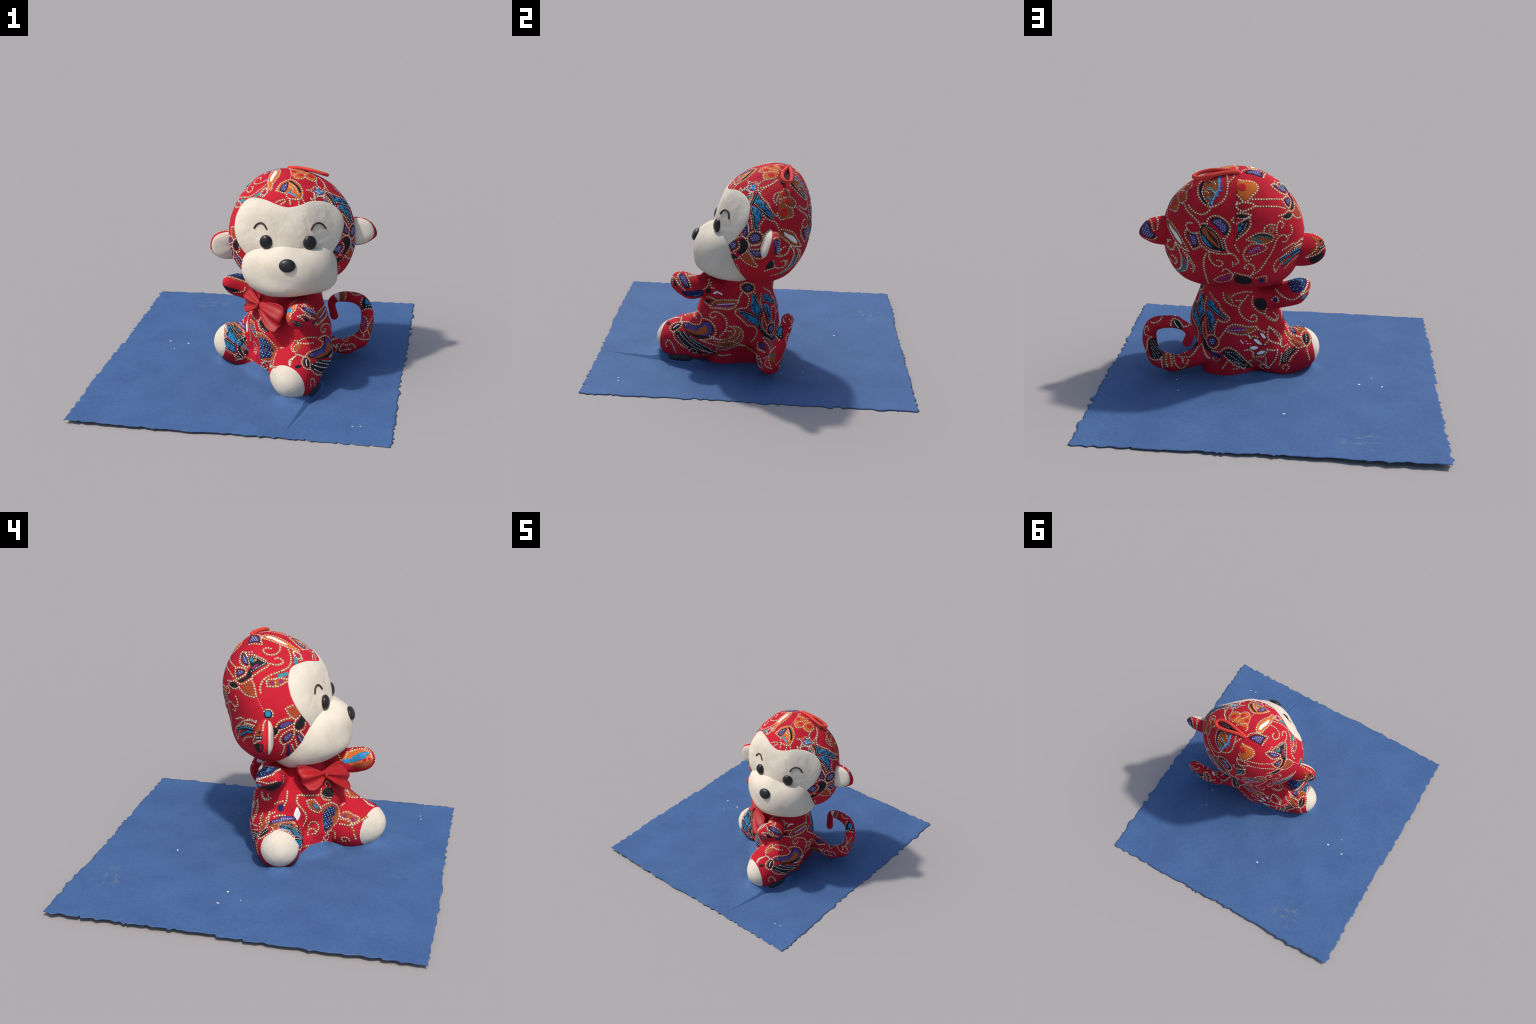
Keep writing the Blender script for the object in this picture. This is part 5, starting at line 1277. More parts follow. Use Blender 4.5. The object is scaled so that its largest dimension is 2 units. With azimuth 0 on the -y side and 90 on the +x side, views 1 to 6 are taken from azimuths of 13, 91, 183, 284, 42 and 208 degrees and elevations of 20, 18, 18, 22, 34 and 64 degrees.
patch('body', [(-0.072, -0.155, 0.221), (-0.041, -0.155, 0.227), (-0.024, -0.167, 0.216), (-0.058, -0.175, 0.185), (-0.063, -0.188, 0.135), (-0.047, -0.183, 0.09), (-0.078, -0.186, 0.09), (-0.084, -0.189, 0.155), (-0.082, -0.176, 0.196)], ink='black')
dots('body', [(-0.038, -0.157, 0.225), (-0.07, -0.165, 0.207), (-0.079, -0.183, 0.178), (-0.076, -0.19, 0.136), (-0.05, -0.184, 0.093)], bg=None, r=0.004, gap=0.012, h=0.003)
patch('body', [(-0.044, -0.17, 0.191), (-0.021, -0.173, 0.198), (-0.016, -0.181, 0.159), (-0.039, -0.184, 0.133), (-0.054, -0.181, 0.163)], ink='rust')
dots('body', [(-0.024, -0.17, 0.207), (-0.055, -0.176, 0.18), (-0.056, -0.185, 0.143), (-0.033, -0.184, 0.11)], r=0.0048, gap=0.013)
spot('body', (-0.028, -0.184, 0.129), r=0.016, ink='black')
dots('body', [(-0.156, -0.194, 0.144), (-0.12, -0.195, 0.122), (-0.086, -0.188, 0.097), (-0.058, -0.18, 0.075)])
dots('body', [(-0.179, -0.085, 0.264), (-0.161, -0.126, 0.257), (-0.148, -0.16, 0.233), (-0.108, -0.183, 0.195)])
patch('body', [(-0.145, -0.086, 0.271), (-0.134, -0.113, 0.265), (-0.114, -0.153, 0.237), (-0.039, -0.175, 0.179), (-0.005, -0.185, 0.138), (-0.127, -0.178, 0.207), (-0.162, -0.137, 0.25), (-0.17, -0.095, 0.265)], ink='blue')
streaks('body', [(-0.145, -0.086, 0.271), (-0.134, -0.113, 0.265), (-0.114, -0.153, 0.237), (-0.039, -0.175, 0.179), (-0.005, -0.185, 0.138), (-0.127, -0.178, 0.207), (-0.162, -0.137, 0.25), (-0.17, -0.095, 0.265)], n=10)
beaded('body', [(-0.124, -0.081, 0.272), (-0.118, -0.117, 0.263), (-0.063, -0.149, 0.225), (-0.024, -0.175, 0.184)], w=0.0095, r=0.0028, gap=0.0085)

# belly: blue leaf, teal leaf, scrolls
patch('body', [(0.076, -0.279, 0.3), (0.12, -0.311, 0.317), (0.203, -0.347, 0.256), (0.189, -0.356, 0.19), (0.16, -0.324, 0.148), (0.089, -0.292, 0.144)], ink='rust', h=0.0012)
patch('body', [(0.083, -0.284, 0.276), (0.105, -0.303, 0.302), (0.149, -0.329, 0.294), (0.176, -0.337, 0.259), (0.188, -0.33, 0.187), (0.125, -0.315, 0.159), (0.087, -0.291, 0.147), (0.088, -0.282, 0.206)], ink='navy')
streaks('body', [(0.083, -0.284, 0.276), (0.105, -0.303, 0.302), (0.149, -0.329, 0.294), (0.176, -0.337, 0.259), (0.188, -0.33, 0.187), (0.125, -0.315, 0.159), (0.087, -0.291, 0.147), (0.088, -0.282, 0.206)], ink='blue', n=20)
stipple('body', [(0.083, -0.284, 0.276), (0.105, -0.303, 0.302), (0.149, -0.329, 0.294), (0.176, -0.337, 0.259), (0.188, -0.33, 0.187), (0.125, -0.315, 0.159), (0.087, -0.291, 0.147), (0.088, -0.282, 0.206)], gap=0.02, r=0.0032)
dots('body', [(0.067, -0.269, 0.311), (0.087, -0.287, 0.32), (0.121, -0.311, 0.322), (0.161, -0.334, 0.302), (0.211, -0.35, 0.257), (0.207, -0.356, 0.223), (0.188, -0.352, 0.186), (0.16, -0.324, 0.146), (0.097, -0.298, 0.141)])
patch('body', [(0.018, -0.198, 0.364), (0.041, -0.228, 0.366), (0.055, -0.252, 0.342), (0.071, -0.273, 0.302), (0.064, -0.267, 0.283), (0.04, -0.241, 0.295), (0.019, -0.215, 0.325)], ink='rust', h=0.0012)
dots('body', [(0.018, -0.198, 0.364), (0.041, -0.228, 0.366), (0.055, -0.252, 0.342), (0.071, -0.273, 0.302), (0.064, -0.267, 0.283), (0.04, -0.241, 0.295), (0.019, -0.215, 0.325)], closed=True)
heart('body', [(0.031, -0.223, 0.351), (0.05, -0.249, 0.331), (0.062, -0.265, 0.299), (0.039, -0.241, 0.316)], rim='black', ink='blue', sp=False)
dots('body', [(0.039, -0.211, 0.184), (0.033, -0.208, 0.207), (0.036, -0.222, 0.227), (0.054, -0.244, 0.222), (0.066, -0.261, 0.198), (0.06, -0.259, 0.172), (0.052, -0.246, 0.149)])
dots('body', [(0.014, -0.156, 0.4), (0.032, -0.2, 0.393), (0.073, -0.255, 0.386)])
dots('body', [(0.008, -0.146, 0.398), (-0.01, -0.147, 0.362), (-0.006, -0.176, 0.324), (0.006, -0.197, 0.286), (0.011, -0.197, 0.247), (0.007, -0.183, 0.214)])
patch('body', [(-0.017, -0.148, 0.338), (-0.014, -0.161, 0.318), (-0.011, -0.169, 0.286), (-0.022, -0.155, 0.255), (-0.03, -0.138, 0.281), (-0.029, -0.133, 0.298)], ink='white')
patch('body', [(0.091, -0.269, 0.392), (0.126, -0.285, 0.411), (0.164, -0.312, 0.394), (0.169, -0.327, 0.358), (0.136, -0.315, 0.341), (0.096, -0.284, 0.363)], ink='black')
dots('body', [(0.097, -0.264, 0.413), (0.084, -0.267, 0.383), (0.092, -0.285, 0.353), (0.13, -0.313, 0.336)])
dots('body', [(0.091, -0.276, 0.377), (0.112, -0.296, 0.358), (0.144, -0.318, 0.348)], bg=None, r=0.0034, gap=0.012, h=0.003)
dots('body', [(0.035, 0.065, 0.383), (0.008, 0.051, 0.364), (-0.011, 0.027, 0.358), (-0.012, 0.008, 0.373)])
dots('body', [(0.032, 0.094, 0.329), (-0.006, 0.081, 0.307), (-0.038, 0.084, 0.273), (-0.039, 0.102, 0.233)])
dots('body', [(0.006, -0.087, 0.419), (-0.022, -0.088, 0.372), (-0.038, -0.072, 0.336)])
patch('body', [(-0.041, -0.039, 0.336), (-0.032, -0.067, 0.355), (-0.04, -0.077, 0.328), (-0.054, -0.061, 0.311)], ink='navy')
dots('body', [(-0.032, -0.022, 0.35), (-0.026, -0.069, 0.369)])
dots('body', [(-0.058, -0.029, 0.31), (-0.073, 0.005, 0.289), (-0.088, 0.015, 0.263), (-0.14, 0.003, 0.249)])
patch('body', [(0.209, -0.366, 0.227), (0.213, -0.426, 0.228), (0.211, -0.472, 0.206), (0.188, -0.45, 0.181), (0.179, -0.396, 0.178), (0.192, -0.366, 0.202)], ink='rust', h=0.0012)
dots('body', [(0.211, -0.381, 0.231), (0.214, -0.406, 0.234), (0.21, -0.445, 0.219), (0.213, -0.476, 0.205), (0.196, -0.464, 0.186), (0.183, -0.436, 0.177)])
dots('body', [(0.188, -0.371, 0.195), (0.19, -0.412, 0.2), (0.185, -0.434, 0.184)])
dots('body', [(0.179, -0.366, 0.17), (0.176, -0.415, 0.166), (0.187, -0.454, 0.174), (0.21, -0.488, 0.192), (0.242, -0.52, 0.21)])
spot('body', (0.198, -0.391, 0.215), r=0.012, ink='magenta')
spot('body', (0.195, -0.439, 0.201), r=0.014, ink='magenta')
patch('body', [(0.366, -0.379, 0.305), (0.377, -0.409, 0.29), (0.342, -0.438, 0.28), (0.329, -0.405, 0.29)], ink='rust')
dots('body', [(0.369, -0.375, 0.308), (0.33, -0.397, 0.293), (0.336, -0.442, 0.279)])
dots('body', [(0.336, -0.493, 0.26), (0.319, -0.514, 0.249), (0.328, -0.537, 0.239)])
dots('body', [(0.331, -0.367, 0.316), (0.311, -0.392, 0.29), (0.33, -0.439, 0.279), (0.353, -0.432, 0.282), (0.349, -0.388, 0.3), (0.345, -0.366, 0.317)], r=0.0046, closed=True)
dots('body', [(0.349, -0.459, 0.272), (0.382, -0.46, 0.264), (0.407, -0.456, 0.253)])
dots('body', [(0.323, -0.532, 0.241), (0.318, -0.51, 0.251), (0.343, -0.483, 0.264)])
dots('body', [(0.235, -0.361, 0.26), (0.257, -0.375, 0.269)])

# right arm
patch('body', [(-0.14, 0.054, 0.541), (-0.128, 0.03, 0.579), (-0.108, -0.009, 0.596), (-0.028, -0.023, 0.572), (-0.009, -0.037, 0.56), (-0.153, -0.044, 0.594), (-0.168, -0.002, 0.572)], ink='navy')
streaks('body', [(-0.14, 0.052, 0.545), (-0.131, 0.029, 0.578), (-0.108, -0.009, 0.596), (-0.047, -0.023, 0.577), (-0.13, -0.039, 0.596), (-0.159, -0.014, 0.586)], ink='blue', n=7)
band('body', [(-0.139, 0.056, 0.536), (-0.163, 0.021, 0.557), (-0.173, -0.017, 0.577), (-0.159, -0.049, 0.593), (0.007, -0.044, 0.551)], w=0.016, ink='orange')
dots('body', [(-0.14, 0.056, 0.536), (-0.163, 0.021, 0.557), (-0.174, -0.017, 0.576), (-0.16, -0.05, 0.593), (0.004, -0.045, 0.551)], bg=None, h=0.002)
patch('body', [(-0.147, 0.049, 0.505), (-0.17, 0.019, 0.511), (-0.189, -0.039, 0.536), (-0.181, -0.076, 0.552), (-0.073, -0.078, 0.513), (-0.114, -0.076, 0.498), (-0.154, -0.049, 0.485), (-0.167, 0.012, 0.494), (-0.15, 0.042, 0.494)], ink='black')
dots('body', [(-0.144, 0.054, 0.527), (-0.173, 0.018, 0.535), (-0.186, -0.017, 0.536), (-0.188, -0.064, 0.554)])
patch('body', [(-0.145, 0.052, 0.51), (-0.167, 0.029, 0.52), (-0.166, 0.024, 0.504), (-0.146, 0.048, 0.499)], ink='blue', h=0.0026)
dots('body', [(-0.038, -0.071, 0.529), (-0.051, -0.077, 0.504), (-0.114, -0.076, 0.498)])
patch('body', [(-0.062, -0.027, 0.582), (-0.109, -0.022, 0.597), (-0.153, -0.022, 0.591), (-0.163, 0.003, 0.574), (-0.14, 0.049, 0.55), (-0.105, 0.067, 0.542), (-0.078, 0.057, 0.56)], ink='navy')
stipple('body', [(-0.062, -0.027, 0.582), (-0.109, -0.022, 0.597), (-0.153, -0.022, 0.591), (-0.163, 0.003, 0.574), (-0.14, 0.049, 0.55), (-0.105, 0.067, 0.542), (-0.078, 0.057, 0.56)], gap=0.022)
streaks('body', [(-0.062, -0.027, 0.582), (-0.109, -0.022, 0.597), (-0.153, -0.022, 0.591), (-0.163, 0.003, 0.574), (-0.14, 0.049, 0.55)], ink='blue', n=8)
band('body', [(-0.172, -0.039, 0.587), (-0.171, 0.002, 0.566), (-0.155, 0.04, 0.543)], w=0.014, ink='orange')
dots('body', [(-0.173, -0.041, 0.586), (-0.172, -0, 0.565), (-0.157, 0.038, 0.543)], bg=None, h=0.002)
dots('body', [(0.007, 0.04, 0.549), (-0.021, 0.062, 0.527), (-0.059, 0.069, 0.505), (-0.096, 0.068, 0.5), (-0.135, 0.06, 0.522), (-0.157, 0.038, 0.543)])
dots('body', [(0.025, 0.066, 0.49), (0.004, 0.065, 0.511), (-0.015, 0.068, 0.494), (-0.009, 0.066, 0.477)])
spot('body', (0.005, 0.067, 0.494), r=0.014, ink='navy')

# tail
patch('body', [(0.493, 0.215, 0.383), (0.525, 0.21, 0.4), (0.532, 0.185, 0.379), (0.525, 0.206, 0.34), (0.512, 0.191, 0.365)], ink='white')
patch('body', [(0.534, 0.204, 0.402), (0.56, 0.202, 0.409), (0.567, 0.177, 0.37), (0.549, 0.195, 0.346), (0.535, 0.184, 0.366)], ink='rust')
dots('body', [(0.568, 0.199, 0.409), (0.574, 0.183, 0.399), (0.571, 0.176, 0.384), (0.567, 0.178, 0.366)])
dots('body', [(0.605, 0.202, 0.409), (0.623, 0.188, 0.402), (0.648, 0.188, 0.399), (0.669, 0.201, 0.398)])
patch('body', [(0.691, 0.191, 0.387), (0.716, 0.186, 0.366), (0.742, 0.193, 0.323), (0.737, 0.165, 0.323), (0.682, 0.156, 0.319), (0.678, 0.159, 0.349)], ink='black')
patch('body', [(0.701, 0.184, 0.378), (0.726, 0.182, 0.353), (0.734, 0.178, 0.339), (0.702, 0.16, 0.352)], ink='blue', h=0.0026)
dots('body', [(0.683, 0.179, 0.384), (0.677, 0.166, 0.369), (0.675, 0.16, 0.351), (0.682, 0.156, 0.333)])
dots('body', [(0.71, 0.155, 0.338), (0.737, 0.178, 0.333)], bg=None, h=0.003)
dots('body', [(0.685, 0.152, 0.304), (0.705, 0.148, 0.321), (0.723, 0.152, 0.324), (0.744, 0.168, 0.311)])
heart('body', [(0.679, 0.15, 0.254), (0.696, 0.136, 0.265), (0.71, 0.123, 0.237), (0.704, 0.115, 0.205), (0.692, 0.114, 0.188), (0.677, 0.132, 0.207)], rim=None, ink='magenta')
dots('body', [(0.692, 0.14, 0.273), (0.712, 0.129, 0.261), (0.723, 0.122, 0.231), (0.718, 0.115, 0.2), (0.697, 0.105, 0.169), (0.675, 0.117, 0.176), (0.666, 0.146, 0.189)])
patch('body', [(0.731, 0.119, 0.195), (0.755, 0.153, 0.236), (0.748, 0.153, 0.186), (0.74, 0.148, 0.153), (0.734, 0.122, 0.179)], ink='rust')
band('body', [(0.734, 0.122, 0.2), (0.753, 0.15, 0.223)], w=0.006, ink='teal', h=0.003)
dots('body', [(0.748, 0.148, 0.269), (0.737, 0.13, 0.239), (0.724, 0.118, 0.216)])
dots('body', [(0.723, 0.113, 0.184), (0.729, 0.115, 0.163), (0.734, 0.125, 0.137)])
dots('body', [(0.696, 0.104, 0.166), (0.696, 0.097, 0.148)])
dots('body', [(0.593, 0.131, 0.127), (0.621, 0.12, 0.141), (0.652, 0.098, 0.139), (0.681, 0.089, 0.131), (0.711, 0.097, 0.125), (0.731, 0.131, 0.118)])
dots('body', [(0.496, 0.045, 0.138), (0.509, 0.062, 0.137), (0.522, 0.084, 0.132)])
dots('body', [(0.536, 0.048, 0.112), (0.524, 0.038, 0.102), (0.534, 0.038, 0.089), (0.525, 0.037, 0.071), (0.513, 0.048, 0.051)])
dots('body', [(0.544, -0.264, 0.231), (0.516, 0.033, 0.094), (0.527, 0.04, 0.105)])
dots('body', [(0.545, 0.042, 0.063), (0.549, 0.041, 0.085), (0.557, 0.05, 0.1), (0.572, 0.06, 0.103), (0.589, 0.059, 0.095), (0.602, 0.064, 0.099), (0.617, 0.071, 0.104), (0.633, 0.072, 0.095), (0.645, 0.079, 0.071)])
dots('body', [(0.548, 0.045, 0.058), (0.57, 0.046, 0.065), (0.591, 0.052, 0.071), (0.615, 0.061, 0.068)])
spot('body', (0.574, 0.05, 0.086), r=0.011, ink='magenta')
spot('body', (0.616, 0.064, 0.086), r=0.011, ink='magenta')
dots('body', [(0.695, 0.228, 0.37), (0.678, 0.237, 0.371), (0.657, 0.24, 0.38), (0.643, 0.237, 0.391), (0.632, 0.222, 0.404)])
dots('body', [(0.711, 0.224, 0.318), (0.711, 0.227, 0.338), (0.723, 0.217, 0.342), (0.735, 0.209, 0.316), (0.732, 0.212, 0.292), (0.716, 0.217, 0.281)])
patch('body', [(0.568, 0.241, 0.389), (0.557, 0.235, 0.399), (0.536, 0.238, 0.393), (0.515, 0.248, 0.371), (0.522, 0.243, 0.347), (0.545, 0.239, 0.352), (0.565, 0.244, 0.372)], ink='black')
band('body', [(0.561, 0.239, 0.394), (0.55, 0.245, 0.373), (0.531, 0.244, 0.354)], w=0.003, ink='dot', h=0.003)
dots('body', [(0.578, 0.242, 0.365), (0.579, 0.243, 0.384), (0.572, 0.235, 0.4), (0.558, 0.226, 0.406), (0.539, 0.233, 0.399), (0.522, 0.242, 0.385), (0.511, 0.249, 0.367), (0.493, 0.247, 0.369), (0.479, 0.237, 0.372)])
patch('body', [(0.706, 0.212, 0.261), (0.677, 0.188, 0.261), (0.671, 0.165, 0.215), (0.658, 0.117, 0.155), (0.641, 0.149, 0.143), (0.657, 0.173, 0.125), (0.694, 0.182, 0.13), (0.711, 0.188, 0.164), (0.714, 0.201, 0.214)], ink='black')
stipple('body', [(0.706, 0.212, 0.261), (0.677, 0.188, 0.261), (0.671, 0.165, 0.215), (0.658, 0.117, 0.155), (0.641, 0.149, 0.143), (0.657, 0.173, 0.125), (0.694, 0.182, 0.13), (0.711, 0.188, 0.164), (0.714, 0.201, 0.214)], gap=0.012, r=0.0026)
dots('body', [(0.696, 0.212, 0.276), (0.714, 0.212, 0.258), (0.721, 0.204, 0.226), (0.726, 0.192, 0.192), (0.737, 0.158, 0.148)])
dots('body', [(0.716, 0.177, 0.133), (0.694, 0.18, 0.119), (0.661, 0.176, 0.119), (0.644, 0.165, 0.13)])
patch('body', [(0.644, 0.153, 0.142), (0.607, 0.097, 0.13), (0.575, 0.112, 0.12), (0.581, 0.154, 0.076), (0.619, 0.164, 0.066), (0.641, 0.173, 0.089)], ink='rust', h=0.0012)
dots('body', [(0.647, 0.166, 0.13), (0.643, 0.174, 0.1), (0.639, 0.162, 0.063)], bg=None, h=0.002)
dots('body', [(0.623, 0.129, 0.141), (0.619, 0.165, 0.115), (0.612, 0.167, 0.076)], bg=None, h=0.002)
dots('body', [(0.602, 0.127, 0.133), (0.592, 0.153, 0.111), (0.585, 0.157, 0.079)], bg=None, h=0.002)
dots('body', [(0.579, 0.121, 0.121), (0.573, 0.143, 0.1), (0.557, 0.141, 0.066), (0.533, 0.125, 0.048), (0.507, 0.128, 0.074), (0.496, 0.125, 0.106)])
dots('body', [(0.604, 0.112, 0.135), (0.581, 0.078, 0.114), (0.547, 0.108, 0.117), (0.512, 0.116, 0.12), (0.48, 0.115, 0.13), (0.459, 0.104, 0.153), (0.449, 0.08, 0.171)])
dots('body', [(0.421, 0.075, 0.189), (0.409, 0.103, 0.17), (0.394, 0.117, 0.143), (0.373, 0.115, 0.12)])
dots('body', [(0.529, 0.121, 0.11), (0.525, 0.131, 0.09)])
heart('body', [(0.462, 0.041, 0.162), (0.459, 0.07, 0.168), (0.502, 0.088, 0.141), (0.495, 0.059, 0.146)], rim='black', ink='purple', sp=False)
dots('body', [(0.455, 0.034, 0.166), (0.486, 0.037, 0.138), (0.523, 0.075, 0.132)])
dots('body', [(0.429, 0.068, 0.188), (0.452, 0.096, 0.161), (0.47, 0.111, 0.14)])

# ears
heart('ear', [(0.756, 0.107, 0.921), (0.741, 0.114, 0.935), (0.716, 0.139, 0.921), (0.707, 0.145, 0.884), (0.685, 0.145, 0.872), (0.696, 0.134, 0.842), (0.729, 0.128, 0.84), (0.763, 0.123, 0.852), (0.779, 0.115, 0.861)], rim='black', ink='purple')
dots('ear', [(0.739, 0.11, 0.938), (0.721, 0.124, 0.943), (0.708, 0.138, 0.93), (0.704, 0.144, 0.908), (0.693, 0.147, 0.891)])
dots('ear', [(0.688, 0.106, 0.958), (0.675, 0.133, 0.949), (0.672, 0.142, 0.925), (0.676, 0.147, 0.899)])
dots('ear', [(0.74, 0.121, 0.833), (0.705, 0.121, 0.827), (0.679, 0.139, 0.85)])
patch('ear.001', [(-0.148, 0.012, 0.886), (-0.178, -0.004, 0.882), (-0.241, -0.006, 0.856), (-0.254, -0.003, 0.835), (-0.262, -0.005, 0.813), (-0.221, 0.047, 0.775), (-0.156, 0.073, 0.763), (-0.219, 0.034, 0.845)], ink='orange', h=0.0013)
patch('ear.001', [(-0.228, 0.024, 0.851), (-0.242, 0.004, 0.852), (-0.237, 0.023, 0.839)], ink='black', h=0.0022)
patch('ear.001', [(-0.227, 0.041, 0.817), (-0.254, 0.001, 0.834), (-0.261, -0.002, 0.817), (-0.231, 0.039, 0.801)], ink='black', h=0.0022)
dots('ear.001', [(-0.131, 0.007, 0.885), (-0.181, 0.007, 0.884), (-0.205, 0.005, 0.878), (-0.221, 0.002, 0.871), (-0.236, 0, 0.86)], bg=None, h=0.002)
dots('ear.001', [(-0.212, 0.044, 0.834), (-0.215, 0.05, 0.812), (-0.198, 0.059, 0.79), (-0.157, 0.072, 0.76), (-0.222, 0.047, 0.776), (-0.245, 0.027, 0.799), (-0.259, 0.009, 0.807)], bg=None, h=0.002)
dots('ear.001', [(-0.234, 0.035, 0.813), (-0.248, 0.02, 0.819), (-0.257, 0.006, 0.824)], bg=None, h=0.003, r=0.0046)
patch('ear.001', [(-0.187, 0.059, 0.759), (-0.264, -0.004, 0.796), (-0.263, -0.011, 0.761), (-0.198, 0.034, 0.717), (-0.175, 0.057, 0.735)], ink='black')

# low down, where the cloth turns under: plain scrolls and small leaves
for c, r, turn, start in (((.10, -.33, .09), .034, 1, .5), ((.26, -.40, .10), .03, -1, 2.0), ((.49, -.36, .10), .032, 1, 1.0),
                          ((.22, .16, .09), .034, -1, .3), ((.05, .12, .08), .03, 1, 2.2), ((-.06, .06, .08), .03, -1, 1.2),
                          ((-.08, -.19, .10), .03, 1, 3.0), ((.14, -.30, .43), .03, -1, .8), ((.33, .10, .13), .026, 1, 4.0),
                          ((.02, -.24, .16), .03, 1, 1.5), ((.50, -.20, .12), .03, -1, 2.4)):
    swirl('body', c, r, turn, start)
for pts in ([(.05, -.30, .06), (.13, -.33, .14), (.20, -.34, .07)], [(.14, .18, .05), (.10, .16, .12), (.02, .14, .06)],
            [(.44, -.14, .07), (.50, -.22, .06), (.50, -.30, .05)], [(.30, .14, .06), (.24, .16, .13), (.16, .17, .06)],
            [(.20, -.46, .08), (.24, -.42, .15), (.22, -.36, .20)], [(-.10, -.20, .05), (-.02, -.24, .09), (.02, -.26, .06)]):
    dots('body', pts)


for (part, ink), (V, F) in PRINT.items():
    par = {'ear': EARS[0], 'ear.001': EARS[1]}.get(part) or PART[part]
    o = mesh_obj('printed_' + INK[ink].name.replace('_print', ''), V, F, INK[ink], par)
    o['kind'] = 'stuff'

# ------------------------------------------------------------------ the mat
BLUE = cloth('blue_paper', (.046, .098, .228, 1), (.056, .118, .258, 1), scale=4.0, rough=.8, spec=.2, weave=55, bump=.10, grain=.10)
nt = BLUE.node_tree
tc = next(n for n in nt.nodes if n.type == 'TEX_COORD')
pb = nt.nodes['Principled BSDF']
base = pb.inputs['Base Color'].links[0].from_socket
# pale flecks of lint pressed in the sheet, stretched along it
mp = nt.nodes.new('ShaderNodeMapping')
mp.inputs['Scale'].default_value = (14, 26, 1)
mp.inputs['Rotation'].default_value = (0, 0, .3)
nt.links.new(tc.outputs['Object'], mp.inputs['Vector'])
vo = nt.nodes.new('ShaderNodeTexVoronoi')
vo.inputs['Scale'].default_value = 1
nt.links.new(mp.outputs['Vector'], vo.inputs['Vector'])
mr = nt.nodes.new('ShaderNodeMapRange')
mr.inputs['From Min'].default_value = .10
mr.inputs['From Max'].default_value = .03
nt.links.new(vo.outputs['Distance'], mr.inputs['Value'])
wn = nt.nodes.new('ShaderNodeSeparateColor')
nt.links.new(vo.outputs['Color'], wn.inputs['Color'])
gt = nt.nodes.new('ShaderNodeMath'); gt.operation = 'GREATER_THAN'; gt.inputs[1].default_value = .80
nt.links.new(wn.outputs['Red'], gt.inputs[0])
mu = nt.nodes.new('ShaderNodeMath'); mu.operation = 'MULTIPLY'
nt.links.new(mr.outputs['Result'], mu.inputs[0]); nt.links.new(gt.outputs[0], mu.inputs[1])
mu2 = nt.nodes.new('ShaderNodeMath'); mu2.operation = 'MULTIPLY'; mu2.inputs[1].default_value = .22
nt.links.new(mu.outputs[0], mu2.inputs[0])
mx = nt.nodes.new('ShaderNodeMix'); mx.data_type = 'RGBA'
mx.inputs['B'].default_value = (.22, .33, .5, 1)
nt.links.new(mu2.outputs[0], mx.inputs['Factor']); nt.links.new(base, mx.inputs['A'])
# faint yellow stain near the back edge
sv = nt.nodes.new('ShaderNodeVectorMath'); sv.operation = 'DISTANCE'
sv.inputs[1].default_value = (-.50, .80, .02)
nt.links.new(tc.outputs['Object'], sv.inputs[0])
sr = nt.nodes.new('ShaderNodeMapRange'); sr.inputs['From Min'].default_value = .13; sr.inputs['From Max'].default_value = .03
nt.links.new(sv.outputs['Value'], sr.inputs['Value'])
sn = nt.nodes.new('ShaderNodeTexNoise'); sn.inputs['Scale'].default_value = 22
nt.links.new(tc.outputs['Object'], sn.inputs['Vector'])
sg = nt.nodes.new('ShaderNodeMapRange'); sg.inputs['From Min'].default_value = .52; sg.inputs['From Max'].default_value = .68
nt.links.new(sn.outputs['Fac'], sg.inputs['Value'])
sm = nt.nodes.new('ShaderNodeMath'); sm.operation = 'MULTIPLY'
nt.links.new(sr.outputs['Result'], sm.inputs[0]); nt.links.new(sg.outputs['Result'], sm.inputs[1])
sm2 = nt.nodes.new('ShaderNodeMath'); sm2.operation = 'MULTIPLY'; sm2.inputs[1].default_value = .6
nt.links.new(sm.outputs[0], sm2.inputs[0])
mx2 = nt.nodes.new('ShaderNodeMix'); mx2.data_type = 'RGBA'
mx2.inputs['B'].default_value = (.22, .24, .17, 1)
nt.links.new(sm2.outputs[0], mx2.inputs['Factor']); nt.links.new(mx.outputs['Result'], mx2.inputs['A'])
nt.links.new(mx2.outputs['Result'], pb.inputs['Base Color'])

rnd = random.Random(21)


def torn_edge(rough):
    """Offset along an edge: slow drift, ragged teeth and a few notches."""
    ks, t = [], 0
    while t < 1:
        ks.append((t, rnd.gauss(0, .0055 * rough)))
        if rnd.random() < .10 * rough:
            ks.append((t + .002, rnd.choice((-1, 1)) * .014))
        t += rnd.uniform(.006, .022)
    ks.append((1, 0)); ks[0] = (0, 0)
    k = np.array(ks)
    ph = rnd.uniform(0, 6)
    return lambda u: np.interp(u, k[:, 0], k[:, 1]) + .006 * np.sin(u * 9 + ph) * np.sin(math.pi * u)


CORN = {'mm': (-.962, -.986), 'pm': (.962, -.990), 'mp': (-.962, .984), 'pp': (.968, 1.0)}
us = np.unique(np.r_[np.linspace(0, 1, 190), np.linspace(.645, .78, 60)])
vs = np.linspace(0, 1, 200)
e_front, e_back, e_left, e_right = torn_edge(.75), torn_edge(.8), torn_edge(1.15), torn_edge(1.15)
FA, FB = np.array((.345, -.985)), np.array((.428, -.53))     # crease in the sheet, up to the foot
fd = (FB - FA) / np.linalg.norm(FB - FA)
fn = np.array((fd[1], -fd[0]))
fl = np.linalg.norm(FB - FA)


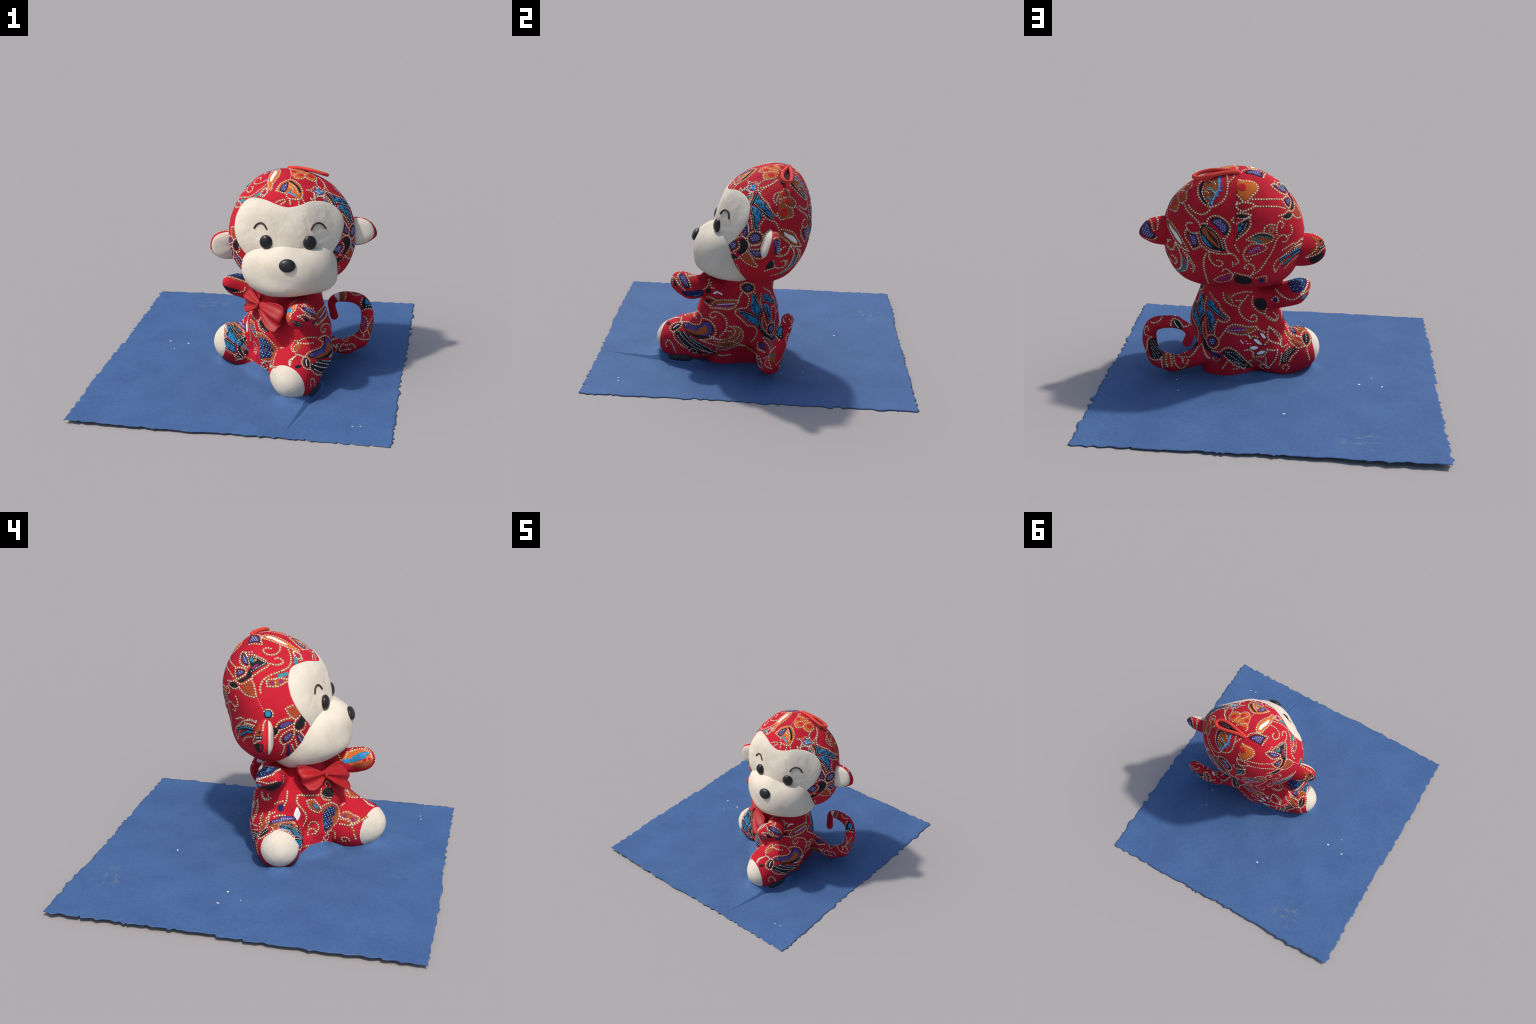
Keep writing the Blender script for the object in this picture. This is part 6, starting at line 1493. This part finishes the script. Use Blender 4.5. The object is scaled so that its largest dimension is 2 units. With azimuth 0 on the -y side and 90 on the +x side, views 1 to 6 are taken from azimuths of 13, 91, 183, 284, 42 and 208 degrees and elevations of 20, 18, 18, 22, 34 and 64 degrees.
def sheet_z(x, y):
    z = .0142 - .0138 * x + .002 * y
    z += .0022 * noise.noise((x * 2.2, y * 2.2, 1.7)) + .0006 * noise.noise((x * 11, y * 11, .3))
    p = np.array((x, y)) - FA
    s, d = float(p @ fd) / fl, float(p @ fn)
    if s > 0:
        t = min(s, 1.0)
        fade = max(0, 1 - max(0, s - 1) * 4)
        w = .060 * t + .001
        if d < 0:
            z += .016 * t ** 1.2 * math.exp(d / .04) * fade
        elif d < w * .5:
            q = d / (w * .5)
            z += ((1 - q) * .016 * t ** .2 - q * .007) * t * fade
        elif d < w:
            q = (d - w * .5) / (w * .5)
            z += (-(1 - q) * .007 + q * .009) * t * fade
        else:
            z += .009 * t * fade * math.exp(-(d - w) / .04)
    return max(z, .0012)


V, F = [], []
for v in vs:
    for u in us:
        x0 = (1 - v) * ((1 - u) * CORN['mm'][0] + u * CORN['pm'][0]) + v * ((1 - u) * CORN['mp'][0] + u * CORN['pp'][0])
        y0 = (1 - v) * ((1 - u) * CORN['mm'][1] + u * CORN['pm'][1]) + v * ((1 - u) * CORN['mp'][1] + u * CORN['pp'][1])
        k = lambda t: max(0, 1 - t / .02) ** 1.0
        x0 += e_left(v) * k(u) + e_right(v) * k(1 - u)
        y0 += e_front(u) * k(v) + e_back(u) * k(1 - v)
        V.append((x0, y0, sheet_z(x0, y0)))
V = np.array(V)
for cx, cy, rad, hgt, run in ((.085, -.235, .115, .085, .020), (.34, -.60, .10, .045, .016), (-.25, -.10, .09, .035, .014), (.47, -.40, .09, .03, .014), (.1, .15, .14, .03, .015)):
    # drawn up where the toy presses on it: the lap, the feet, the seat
    W = np.exp(-((V[:, 0] - cx) ** 2 + (V[:, 1] - cy) ** 2) / rad ** 2)
    near = W > .05
    gap = np.maximum(skin_dist(np.c_[V[near, :2], np.full(near.sum(), .06)]), 0)
    V[near, 2] += np.minimum(hgt * W[near] * 1.3, hgt * .92) * np.exp(-gap / run)
nu, nv = len(us), len(vs)
F = [(j * nu + i, j * nu + i + 1, (j + 1) * nu + i + 1, (j + 1) * nu + i) for j in range(nv - 1) for i in range(nu - 1)]
mat_o = mesh_obj('paper_mat', V, F, BLUE)
md = mat_o.modifiers.new('t', 'SOLIDIFY'); md.thickness = .0022; md.offset = -1
bake(mat_o)
zs = np.empty(len(mat_o.data.vertices) * 3); mat_o.data.vertices.foreach_get('co', zs)
zs = zs.reshape(-1, 3); zs[:, 2] = np.maximum(zs[:, 2], 0.0)
mat_o.data.vertices.foreach_set('co', zs.ravel()); mat_o.data.update()
mat_o['label'] = 'square blue paper sheet with ragged torn edges'
mat_o['category'] = 'mat'

# flecks of white and yellow paint on the sheet
FLECKS = [(-.640, .139, .013, .006, 1.2), (-.507, .122, .010, .008, .4), (.730, -.798, .009, .004, .2), (.775, -.791, .007, .005, .5),
          (-.095, .543, .012, .007, .3), (.52, .33, .007, .0035, .4), (.55, .19, .010, .004, 1.0), (-.58, .03, .006, .004, .2)]
for x, y, a, b_, rot in FLECKS:
    bm = bmesh.new()
    bmesh.ops.create_uvsphere(bm, u_segments=12, v_segments=8, radius=1)
    c, s = math.cos(rot), math.sin(rot)
    for v in bm.verts:
        q = (v.co.x * a * .75 * (1 + .3 * math.sin(v.co.y * 5)), v.co.y * b_ * .75, v.co.z * .0014)
        v.co = (x + q[0] * c - q[1] * s, y + q[0] * s + q[1] * c, sheet_z(x, y) + q[2])
    me = bpy.data.meshes.new('paint_fleck'); bm.to_mesh(me); bm.free()
    me.materials.append(INK['dot'])
    me.polygons.foreach_set('use_smooth', [True] * len(me.polygons))
    o = bpy.data.objects.new('paint_fleck', me); COL.objects.link(o); o.parent = mat_o

# near-black elongated lump beside the left foot
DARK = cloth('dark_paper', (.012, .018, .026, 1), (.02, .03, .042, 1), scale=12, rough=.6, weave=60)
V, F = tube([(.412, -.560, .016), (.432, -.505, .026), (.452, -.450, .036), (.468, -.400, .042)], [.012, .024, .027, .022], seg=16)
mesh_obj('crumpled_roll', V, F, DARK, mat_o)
